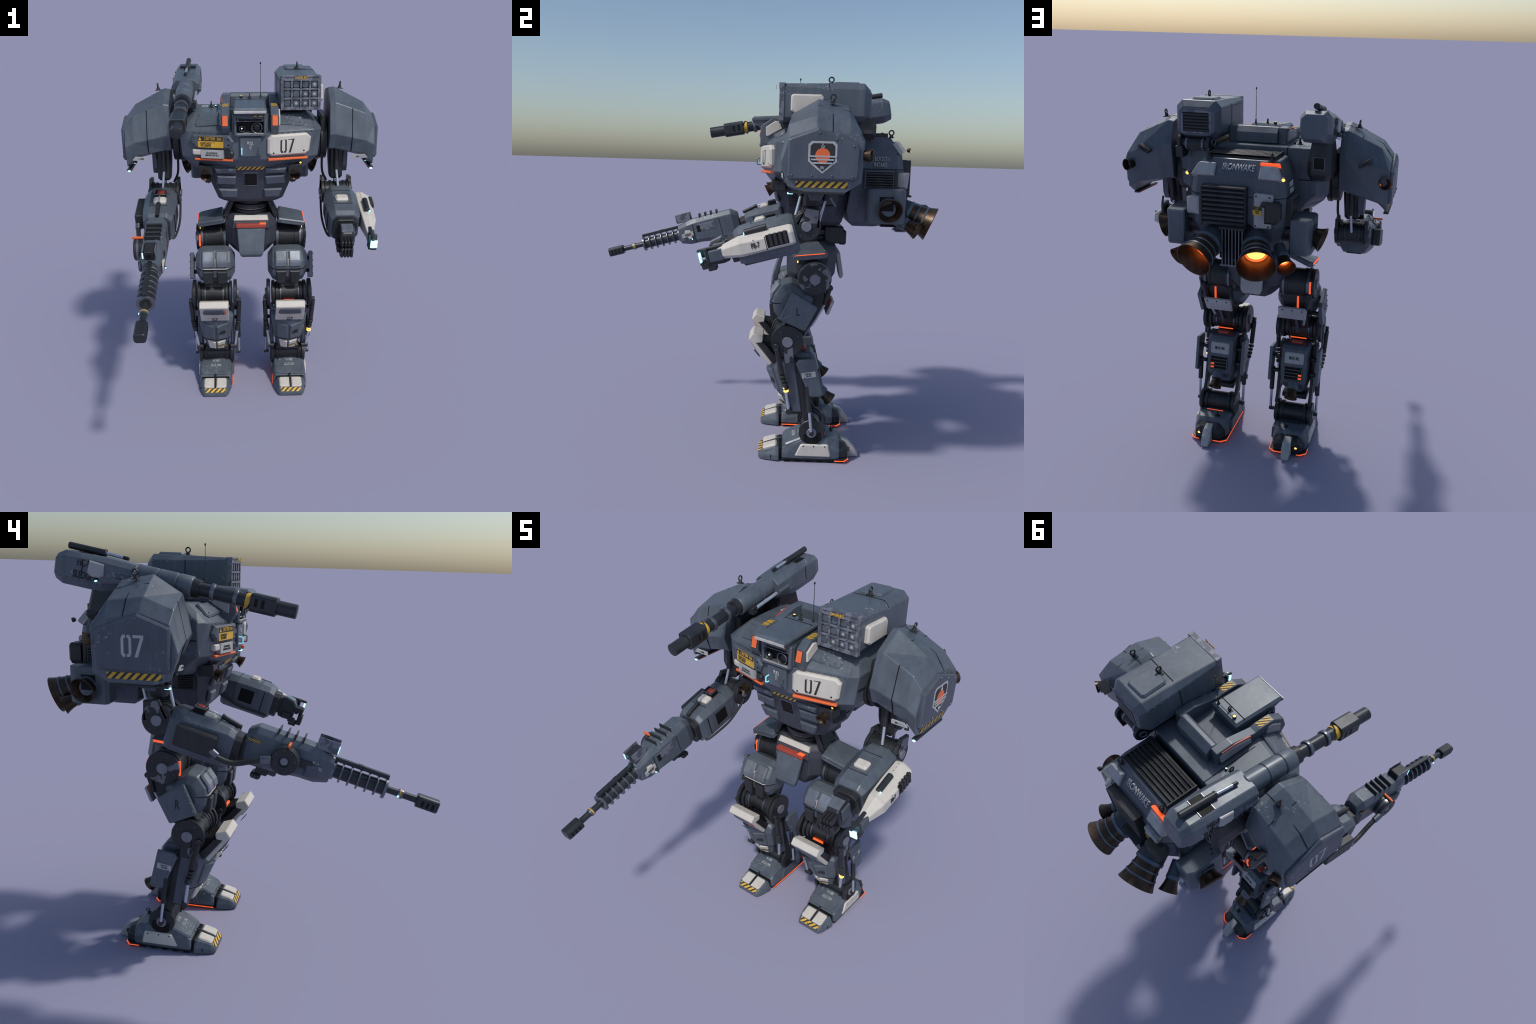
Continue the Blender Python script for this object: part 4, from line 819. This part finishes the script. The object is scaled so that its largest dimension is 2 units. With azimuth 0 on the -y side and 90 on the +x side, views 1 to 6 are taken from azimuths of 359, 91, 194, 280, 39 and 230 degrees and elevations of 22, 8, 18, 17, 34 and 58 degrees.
    cyl("axle_cap", X(.337, .316, .164), X(.345, .316, .164), .026, CAP, ank)
    for x0, x1 in [(.1195, .150), (.305, .3405)]: prism("ankle_fork", [X(x0, y, z) for y, z in [(.272, .160), (.294, .164), (.338, .166), (.364, .172), (.368, .128), (.345, .104), (.29, .104), (.276, .118)]], (m * (x1 - x0), 0, 0), BLACK, ank, .003)
    # ---- foot (centre x .236)
    fc = .236
    def fring(y, w0, z0, w1, z1): return [X(fc - w0, y, z0), X(fc + w0, y, z0), X(fc + w0, y, z0 + (z1 - z0) * .45), X(fc + w1, y, z1), X(fc - w1, y, z1), X(fc - w0, y, z0 + (z1 - z0) * .45)]
    ft = loft("foot", [fring(.164, .101, .020, .088, .074), fring(.180, .104, .020, .092, .084), fring(.262, .106, .020, .098, .122), fring(.400, .106, .020, .090, .138), fring(.450, .100, .020, .074, .122), fring(.468, .094, .022, .070, .105)], ARMOR, None, .004)
    slab("instep_plate", [X(fc - .078, .170, .078), X(fc + .078, .170, .078), X(fc + .094, .185, .087), X(fc + .098, .285, .133), X(fc - .098, .285, .133), X(fc - .094, .185, .087)], (0, -.4, .9), .011, ARMOR, ft, .007, .01)
    IN = V3((0, -.42, .907))
    text("instep_lettering", "NO STEP", X(fc, .232, .1085) + IN * .0115, (-1, 0, 0), (0, -.907, -.42), .019, STENCIL, ft, .62)
    text("instep_lettering", "踏むな", X(fc, .262, .1225) + IN * .0115, (-1, 0, 0), (0, -.907, -.42), .013, STENCIL, ft, .8)
    toe = loft("toe", [fring(.040, .070, .003, .064, .030), fring(.062, .082, .001, .072, .050), fring(.135, .100, .001, .080, .072), fring(.150, .100, .003, .080, .068)], ARMOR, None, .004)
    box("toe_hinge", (m * (fc - .085), m * (fc + .085)), (.148, .168), (.012, .070), BLACK, toe, .002)
    for s in (1, -1):
        slab("toe_cap", [X(fc + s * .006, .064, .0475), X(fc + s * .062, .064, .0475), X(fc + s * .070, .075, .0525), X(fc + s * .070, .130, .068), X(fc + s * .062, .138, .0705), X(fc + s * .006, .138, .0705)], (0, -.3, .95), .013, WHITE, toe, .006, .008)
    hexa("toe_strap", X, (fc - .005, fc + .005), (.062, .165), (.072, .078), DARK, toe, .001) if False else prism("toe_strap", [X(fc - .005, .058, .052), X(fc + .005, .058, .052), X(fc + .005, .160, .088), X(fc - .005, .160, .088)], (0, 0, .006), DARK, toe, .001)
    xl = min(m * (fc - .062), m * (fc + .062))
    hazard((xl, .0605, .0487), W(.124, 0, 0), W(0, -.0195, -.0177), 4, toe, 1.0, .0014)
    seam([X(fc + .0935, .105, .012), X(fc + .095, .105, .032)], (m, 0, 0), toe)
    heel = loft("heel_block", [[X(fc - w, y, .022), X(fc + w, y, .022), X(fc + w, y, .065), X(fc + w * .62, y, z), X(fc - w * .62, y, z), X(fc - w, y, .065)] for y, w, z in [(.455, .094, .112), (.500, .082, .088), (.512, .074, .070)]], DARK, ft, .004)
    claw = loft("heel_claw", [[X(fc - w, y, z), X(fc + w, y, z), X(fc + w, y2, z2), X(fc - w, y2, z2)] for w, y, z, y2, z2 in [(.020, .478, .070, .478, .104), (.024, .505, .050, .520, .088), (.025, .512, .015, .550, .055), (.022, .514, .002, .572, .022), (.018, .520, .0, .574, .004)]], GREYP, ft, .003)
    lamp(X(fc + .052, .516, .060), (0, 1, -.2), .010, heel, G_AMBER)
    eyebolt(X(fc - .03, .428, .129), ft, .85, (0, .35, 1))
    slab("heel_seam_light", [X(fc - .05, .385, .138), X(fc + .05, .385, .138), X(fc + .05, .389, .137), X(fc - .05, .389, .137)], (0, .1, 1), .0015, G_ORANGE if m > 0 else SEAM, ft, .0004)
    op = slab("foot_side_plate", [X(fc + .098, y, z) for y, z in [(.232, .040), (.238, .034), (.416, .034), (.420, .042), (.408, .096), (.400, .102), (.268, .102), (.260, .097)]], (m, 0, 0), .013, WHITE, ft, .006, .01)
    for y in (.275, .33, .388): hole(X(fc + .111, y, .092), (m, 0, 0), .0038, op)
    slab("foot_side_plate", [X(fc - .098, y, z) for y, z in [(.246, .034), (.416, .034), (.420, .042), (.408, .094), (.400, .100), (.27, .100)]], (-m, 0, 0), .018, ARMOR2, ft, .004, .01)
    # sole with glowing rim and tread blocks
    sole = loft("sole", [[X(fc - w, .163, z), X(fc + w, .163, z), X(fc + w, .490, z), X(fc + w - .03, .514, z), X(fc - w + .03, .514, z), X(fc - w, .490, z)] for z, w in [(.010, .096), (.021, .106)]], DARK, ft, .001)
    prism("sole_light_rim", [X(fc - .106, .165, .0115), X(fc - .1085, .165, .0115), X(fc - .1085, .492, .0115), X(fc - .0785, .517, .0115), X(fc - .03, .517, .0115), X(fc - .03, .512, .0115), X(fc - .076, .512, .0115), X(fc - .106, .488, .0115)], (0, 0, .005), G_ORANGE, sole, 0)
    prism("sole_light_rim", [X(fc + .106, .440, .0115), X(fc + .1085, .440, .0115), X(fc + .1085, .492, .0115), X(fc + .0785, .517, .0115), X(fc + .055, .517, .0115), X(fc + .055, .512, .0115), X(fc + .076, .512, .0115), X(fc + .106, .488, .0115)], (0, 0, .004), G_ORANGE, sole, 0)
    bm = bmesh.new()
    for i in range(6):
        for xx in (-.07, 0, .07):
            bmesh.ops.create_cube(bm, size=1, matrix=Matrix.Translation(X(fc + xx, .19 + .058 * i, .0062)) @ Matrix.Diagonal((.05, .026, .0124, 1)))
    tr = obj("tread_block", bm, BLACK, sole); tr["kind"] = "stuff"

# ================================================================== ARMS
for m in (1, -1):
    X = lambda x, y, z: W(m * x, y, z)
    F = lambda x, s, t: W(m * (.505 + x), .24 - .963 * s - .268 * t, 1.268 - .268 * s + .963 * t)
    # ---- upper arm
    ua = loft("upper_arm", [[X(x, y, z) for x, y, z in r] for r in [
        [(.455, .222, 1.345), (.528, .222, 1.345), (.528, .295, 1.352), (.455, .295, 1.352)],
        [(.450, .228, 1.45), (.532, .228, 1.45), (.532, .320, 1.45), (.450, .320, 1.45)],
        [(.447, .235, 1.56), (.540, .235, 1.56), (.540, .350, 1.56), (.447, .350, 1.56)]]], DARK, None, .012)
    slab("upper_arm_plate", [X(.545, y, z) for y, z in [(.245, 1.53), (.325, 1.53), (.320, 1.42), (.300, 1.385), (.255, 1.385), (.240, 1.42)]], (m, 0, 0), .012, ARMOR2, ua, .004, .02)
    for y0, z0, y1, z1, y2, z2, xx, x2 in [(.222, 1.53, .212, 1.405, .190, 1.312, .490, .501), (.345, 1.53, .328, 1.385, .302, 1.285, .492, .498)]:
        p = cyl("arm_piston", X(xx, y0, z0), X(xx, y1, z1), .014, DARK, ua); cyl("arm_piston_rod", X(xx, y1 + .001, z1 + .004), X(x2, y2, z2), .0075, CHROME, p)
    cyl("spring_strut", X(.545, .345, 1.405), X(.540, .375, 1.36), .006, RING, ua) if m > 0 else None
    tube("arm_cable", [X(.418, .285, 1.53), X(.416, .289, 1.44), X(.422, .295, 1.37), X(.446, .298, 1.318)], .0068, RUBBER, ua)
    # ---- elbow
    el = cyl("elbow_joint", X(.428, .240, 1.268), X(.566, .240, 1.268), .058, DARK, None, seg=36)
    for x0, x1, r in [(.428, .438, .066), (.455, .470, .063), (.530, .545, .063), (.552, .560, .066)]: cyl("elbow_band", X(x0, .24, 1.268), X(x1, .24, 1.268), r, BARREL, el, seg=36)
    for x0, x1 in [(.408, .426), (.562, .580)]:
        cyl("elbow_disk", X(x0, .24, 1.268), X(x1, .24, 1.268), .068, DARK, el, seg=24, b=.003)
        prism("elbow_fork", [X(x0, y, z) for y, z in [(.190, 1.275), (.232, 1.358), (.300, 1.350), (.302, 1.262)]], (m * (x1 - x0), 0, 0), DARK, el, .003)
    prism("elbow_fork_face", [X(.5795, y, z) for y, z in [(.202, 1.275), (.238, 1.352), (.296, 1.344), (.290, 1.27), (.25, 1.25)]], (m * .003, 0, 0), DISK, el, .0008)
    cyl("axle_cap", X(.580, .240, 1.268), X(.592, .240, 1.268), .0235, CAP, el); cyl("axle_cap", X(.398, .24, 1.268), X(.409, .24, 1.268), .02, CAP, el)
    for a in (.9, 2.6, 4.2, 5.4): rivet(X(.5805, .24 + .052 * math.cos(a), 1.268 + .052 * math.sin(a)), (m, 0, 0), .0035, el)
    # ---- forearm shell (octagonal, tapering to the wrist)
    def fr(s, tw, w, tt, t1, t0, tb, bw): return [F(x, s, t) for x, t in [(-tw, tt), (tw, tt), (w, t1), (w, t0), (bw, tb), (-bw, tb), (-w, t0), (-w, t1)]]
    fa = loft("forearm", [fr(.050, .046, .080, .066, .030, -.070, -.104, .055), fr(.070, .048, .085, .074, .036, -.074, -.112, .058), fr(.125, .050, .090, .0745, .042, -.076, -.112, .060), fr(.255, .051, .088, .0745, .044, -.078, -.110, .058), fr(.313, .052, .083, .0705, .044, -.080, -.106, .054), fr(.340, .050, .076, .056, .034, -.078, -.100, .050)], ARMOR, None, .003)
    for s in (.120, .249): hexa("shell_seam", F, (-.0505, .0505), (s, s + .003), (.07, .0755), SEAM, fa, 0)
    for s in (.118, .285): hexa("shell_seam", F, (-.0895, -.085), (s, s + .003), (-.074, .038), SEAM, fa, 0)
    hexa("forearm_window", F, (-.0905, -.08), (.150, .232), (-.052, .022), BLACK, fa, .001)
    hexa("forearm_window_frame", F, (-.0915, -.08), (.232, .236), (-.055, .025), RING, fa, .0005)
    hexa("under_rail", F, (-.044, .044), (.06, .325), (-.116, -.095), ABD, fa, .006)
    tube("forearm_cable", [F(-.095, .014, -.040), F(-.099, .070, -.058), F(-.101, .157, -.080), F(-.096, .25, -.084), F(-.084, .315, -.088), F(-.07, .328, -.09)], .0062, RUBBER, fa)
    cyl("cable_plug", F(-.095, .008, -.030), F(-.095, .022, -.044), .0085, DARK, fa)
    wb = slab("sensor_block", [F(x, s, .074) for x, s in [(-.040, .222), (-.032, .232), (.022, .232), (.030, .222), (.030, .186), (.022, .178), (-.032, .178), (-.040, .186)]], F(0, 0, 1) - F(0, 0, 0), .018, WHITE, fa, .009, .006)
    # wrist cuff
    cf = loft("wrist_cuff", [fr(s, .040, .064, .046, .026, -.066, -.088, .042) for s in (.325, .372)], DARK, fa, .004)
    hexa("wrist_block", F, (-.034, .036), (.36, .405), (-.062, .030), DARK, cf, .006)
    if m > 0:
        # ---- left hand
        hd = loft("hand", [[F(x, s, t) for x, t in [(-.036, t0), (.034, t0), (.034, t1 - .008), (.026, t1), (-.028, t1), (-.036, t1 - .008)]] for s, t0, t1 in [(.385, -.074, .036), (.415, -.080, .040), (.462, -.078, .026), (.472, -.060, .012)]], DARK, None, .005)
        slab("hand_guard", [F(x, s, t) for x, s, t in [(-.032, .402, .041), (.030, .402, .041), (.030, .458, .029), (-.032, .458, .029)]], (0, -.4, .9), .007, SHINY, hd, .004)
        hexa("hand_side", F, (.030, .044), (.385, .452), (-.055, .022), ARMOR2, hd, .006)
        for i in range(4):
            x = -.0315 + .0172 * i
            f1 = hexa("finger", F, (x - .0072, x + .0072), (.466, .520), (-.024, .006), DARK, hd, .004)
            hexa("finger_segment", F, (x - .0070, x + .0070), (.500, .527), (-.090, -.034), DARK, f1, .004)
            hexa("finger_tip", F, (x - .0066, x + .0066), (.458, .500), (-.104, -.080), DARK, f1, .004)
            hexa("finger_link", F, (x - .004, x + .004), (.500, .516), (-.05, -.01), BLACK, f1, .001)
        th_ = hexa("thumb", F, (-.056, -.034), (.405, .455), (-.070, -.040), DARK, hd, .005)
        hexa("thumb_tip", F, (-.054, -.034), (.45, .49), (-.085, -.055), DARK, th_, .005)
        # ---- white blade housing on the outer side
        def wr(s, xi, xo, xr, tb, tk, tt): return [F(x - .505, s, t) for x, t in [(xi, tb + .006), (xr, tb - .002), (xo, tb + .012), (xo, tk), (xr, tt), (xi, tt - .004)]]
        bc = loft("blade_housing", [wr(.062, .600, .672, .632, -.052, .000, .030), wr(.075, .596, .682, .630, -.058, .006, .037), wr(.200, .596, .684, .632, -.058, .006, .040), wr(.315, .600, .680, .640, -.058, .008, .039), wr(.418, .612, .650, .634, -.044, -.006, .012), wr(.430, .616, .642, .632, -.036, -.010, .004)], WHITE, None, .003)
        hexa("housing_bridge", F, (.080, .100), (.08, .30), (-.05, .02), DARK, bc, .003)
        for i in range(4): hexa("cooling_fin", F, (.165, .1855), (.096 + .0225 * i, .112 + .0225 * i), (-.040, .018), INK, bc, .002)
        hexa("fin_well", F, (.170, .1800), (.092, .192), (-.042, .016), BLACK, bc, .001)
        hexa("housing_seam", F, (.15, .1800), (.195, .198), (-.05, .012), SEAM, bc, 0)
        text("housing_lettering", "PB-7", F(.1777, .245, -.018), F(0, -1, 0) - F(0, 0, 0), F(0, 0, 1) - F(0, 0, 0), .024, INK, bc, .62, thick=.0025)
        rd = cyl("top_rod", F(.128, .178, .050), F(.128, .283, .046), .0155, BARREL, bc); cyl("rod_tip_light", F(.140, .284, .044), F(.140, .287, .044), .005, G_CYAN, rd)
        for i in range(9): rivet(F(.1175, .09 + .024 * i, .0395), F(0, 0, 1) - F(0, 0, 0), .0022, bc)
        em = hexa("blade_emitter", F, (.112, .150), (.40, .480), (-.050, .004), ARMOR2, bc, .004)
        hexa("emitter_top_bar", F, (.118, .136), (.395, .516), (.008, .022), DARK, em, .004)
        hexa("emitter_bracket", F, (.106, .154), (.466, .482), (-.054, .020), DARK, em, .003)
        hexa("emitter_foot", F, (.112, .146), (.440, .486), (-.070, -.048), DARK, em, .004)
        hexa("emitter_light", F, (.116, .152), (.503, .511), (-.040, .006), G_CYAN, em, .002)
        hexa("emitter_tooth", F, (.124, .140), (.48, .505), (-.03, -.02), CHROME, em, .001)
        cyl("emitter_bead", F(.118, .505, -.046), F(.150, .505, -.046), .008, DARK, em)
        rivet(F(.165, .33, -.01), (1, 0, 0), .003, bc); rivet(F(.1755, .25, .008), (1, 0, 0), .003, bc)
    else:
        # ---- right arm: ammunition box, hose, sensor cover
        ab = hexa("ammo_box", F, (.088, .132), (.098, .276), (-.062, .030), DARK, None, .006)
        for i in range(7): rivet(F(.086, .08 + .026 * i, .048), (-1, 0, .5), .0028, fa)
        tray = hexa("sensor_tray", F, (-.036, .026), (.128, .178), (.072, .100), BLACK, fa, .002)
        for a, b in [((-.036, .026), (.128, .132)), ((-.036, .026), (.174, .178)), ((-.036, -.032), (.13, .176)), ((.022, .026), (.13, .176))]: hexa("tray_rim", F, a, b, (.096, .104), RING, tray, .001)
        hexa("tray_card", F, (-.028, .010), (.136, .168), (.099, .1015), REDP, tray, .0005)
        cyl("forearm_rod", F(-.003, .185, .096), F(-.003, .265, .088), .0045, CHROME, fa); cyl("forearm_cylinder", F(-.003, .255, .090), F(-.003, .345, .072), .0105, DARK, fa)
        cyl("forearm_cylinder_cap", F(-.003, .250, .091), F(-.003, .262, .089), .0125, DARK, fa)
        # ---- rifle, in the same frame (x offset so that its axis is at x = -.497)
        G = lambda x, s, t: F(-.008 - x, s, t)   # +x here points to world +x
        def rr(s, tw, w, tt, t1, t0, tb, bw): return [G(x, s, t) for x, t in [(-tw, tt), (tw, tt), (w, t1), (w, t0), (bw, tb), (-bw, tb), (-w, t0), (-w, t1)]]
        rf = loft("rifle", [rr(.378, .026, .040, .084, .060, -.030, -.052, .030), rr(.418, .034, .056, .1115, .082, -.045, -.066, .036), rr(.520, .035, .056, .111, .082, -.040, -.060, .036), rr(.640, .035, .056, .110, .080, -.024, -.044, .036), rr(.668, .034, .055, .109, .078, -.024, -.044, .036), rr(.705, .030, .052, .102, .074, -.022, -.043, .034), rr(.763, .022, .040, .086, .062, -.010, -.026, .026)], ARMOR, None, .003)
        RU = F(0, 0, 1) - F(0, 0, 0); RFd = F(0, 1, 0) - F(0, 0, 0)
        for i in range(4): hexa("rail_fin", G, (-.040, .040), (.500 + .0365 * i, .507 + .0365 * i), (.100, .131), DARK, rf, .0015)
        for s in (.495, .665): hexa("rifle_seam", G, (.050, .0568), (s, s + .003), (-.035, .076), SEAM, rf, 0)
        hexa("rifle_port", G, (.050, .0572), (.535, .645), (.022, .066), BARE, rf, .001)
        hexa("rifle_port_shade", G, (.050, .0576), (.622, .645), (.022, .064), BLACK, rf, .001)
        slab("rifle_bump", [G(.055, s, t) for s, t in [(.690, .045), (.720, .050), (.725, .030), (.705, -.010), (.685, -.005), (.68, .03)]], (1, 0, 0), .006, WHITE, rf, .003)
        rl = slab("rifle_label", [G(.058, s, t) for s, t in [(.672, .035), (.745, .031), (.745, .006), (.672, .010)]], (1, 0, 0), .003, LABEL, rf, .0004)
        text("plate_lettering", "RF-24 IRONWAKE\nCAL 24 MM NO.7", G(.0612, .708, .020), -1 * RFd, RU, .006, INK, rl, .55)
        lamp(G(.060, .684, -.010), (.6, -.6, -.4), .008, rf)
        cylm = lathe("drum_magazine", [(0, 0), (0, .057), (.004, .061), (.020, .061), (.022, .058), (.030, .058), (.032, .061), (.050, .061), (.056, .056), (.057, .024), (.052, .022), (.052, 0)], G(-.046, .566, .021), (-1, 0, 0), DARK, rf, 40)
        cyl("axle_cap", G(-.096, .566, .021), G(-.102, .566, .021), .0165, CAP, cylm)
        for k in range(8):
            a = TAU * k / 8 + .3; rivet(G(-.1022, .566 + .046 * math.cos(a), .021 + .046 * math.sin(a)), (-1, 0, 0), .003, cylm)
        hexa("charging_lever", G, (-.108, -.040), (.561, .572), (.084, .096), ORANGE, rf, .002)
        lathe("drum_glint", [(0, .0605), (.012, .0605), (.012, .062), (0, .062)], G(-.075, .566, .021), (-1, 0, 0), RING, cylm, 40)
        tube("ammo_hose", [F(.117, .268, -.035), F(.115, .305, -.052), F(.105, .37, -.055), F(.097, .44, -.022), F(.095, .500, .008)], .0125, RUBBER, ab)
        cyl("hose_fitting", F(.118, .262, -.030), F(.115, .296, -.046), .0165, RING, ab); cyl("hose_fitting", F(.096, .470, -.004), F(.095, .512, .012), .0165, RING, ab)
        # trigger grip, outer latch, scope
        gp = hexa("trigger_grip", G, (-.028, .028), (.455, .510), (-.095, -.05), DARK, rf, .006)
        hexa("grip_finger", G, (-.034, .034), (.440, .485), (-.120, -.092), DARK, gp, .008); hexa("grip_guard", G, (-.024, .03), (.505, .545), (-.085, -.05), ABD, gp, .006)
        hexa("latch_bar", G, (-.068, -.050), (.60, .680), (.010, .044), DARK, rf, .003); hexa("latch_box", G, (-.070, -.050), (.655, .705), (-.024, .036), ARMOR2, rf, .006)
        sc = hexa("scope_block", G, (-.026, .026), (.676, .758), (.100, .142), DARK, rf, .003)
        for x in (-.032, .028): hexa("scope_wing", G, (x, x + .004), (.670, .762), (.102, .154), BARE, sc, .001)
        hexa("scope_light", G, (-.033, -.027), (.7615, .765), (.108, .140), G_CYAN, sc, .0005); cyl("scope_lens", G(0, .757, .121), G(0, .760, .121), .010, GLASS, sc)
        text("rifle_lettering", "RF-24\nBRASSWORK", G(-.0565, .690, .036), RFd, RU, .014, STENCIL, rf, .58, thick=.003)
        hazard(G(-.0567, .392, .058), RFd * .055, RU * -.012, 6, rf, 1.0, .001)
        # barrel
        BO = G(0, 0, .0272)
        def rp(name, prof, mat, seg=32): return lathe(name, prof, BO, RFd, mat, rf, seg)
        rp("rifle_breech_ring", [(.752, .02), (.752, .041), (.772, .041), (.776, .036), (.776, .02)], RING)
        rp("barrel_jacket", [(.76, .02), (.76, .0305), (1.0, .0305), (1.0, .014)], BARREL)
        for i in range(6):
            s = .803 + .0385 * i; w = .0035 if i < 5 else .006
            rp("cooling_ring", [(s - w, .029), (s - w, .0435), (s - w + .001, .0445), (s + w - .001, .0445), (s + w, .0435), (s + w, .029)], RING)
        rp("rifle_barrel", [(.99, 0), (.99, .0155), (1.145, .0155), (1.145, 0)], BARREL)
        rp("barrel_sleeve", [(1.052, .014), (1.052, .0195), (1.058, .0205), (1.070, .0205), (1.074, .0195), (1.074, .014)], RING)
        rp("sleeve_stripe", [(1.0585, .0200), (1.0585, .0209), (1.064, .0209), (1.064, .020)], YELLOW)
        hexa("gas_rail", G, (-.011, .011), (.745, .998), (.070, .088), BARREL, rf, .002); hexa("gas_rail_cap", G, (-.012, .012), (.86, .885), (.071, .0895), DARK, rf, .002)
        c = .010
        br = loft("muzzle_brake", [[G(x, s, t) for x, t in [(-.028 + c, .000), (.028 - c, .000), (.028, c), (.028, .054 - c), (.028 - c, .054), (-.028 + c, .054), (-.028, .054 - c), (-.028, c)]] for s in (1.134, 1.228)], BARREL, rf, .004)
        for x in (-.0285, .0245):
            for i in range(3): hexa("brake_slot", G, (x, x + .004), (1.155 + .022 * i, 1.166 + .022 * i), (.012, .038), BLACK, br, .0005)
        cyl("sling_lamp", G(-.021, 1.056, .020), G(-.026, 1.056, .018), .004, G_CYAN, rf)
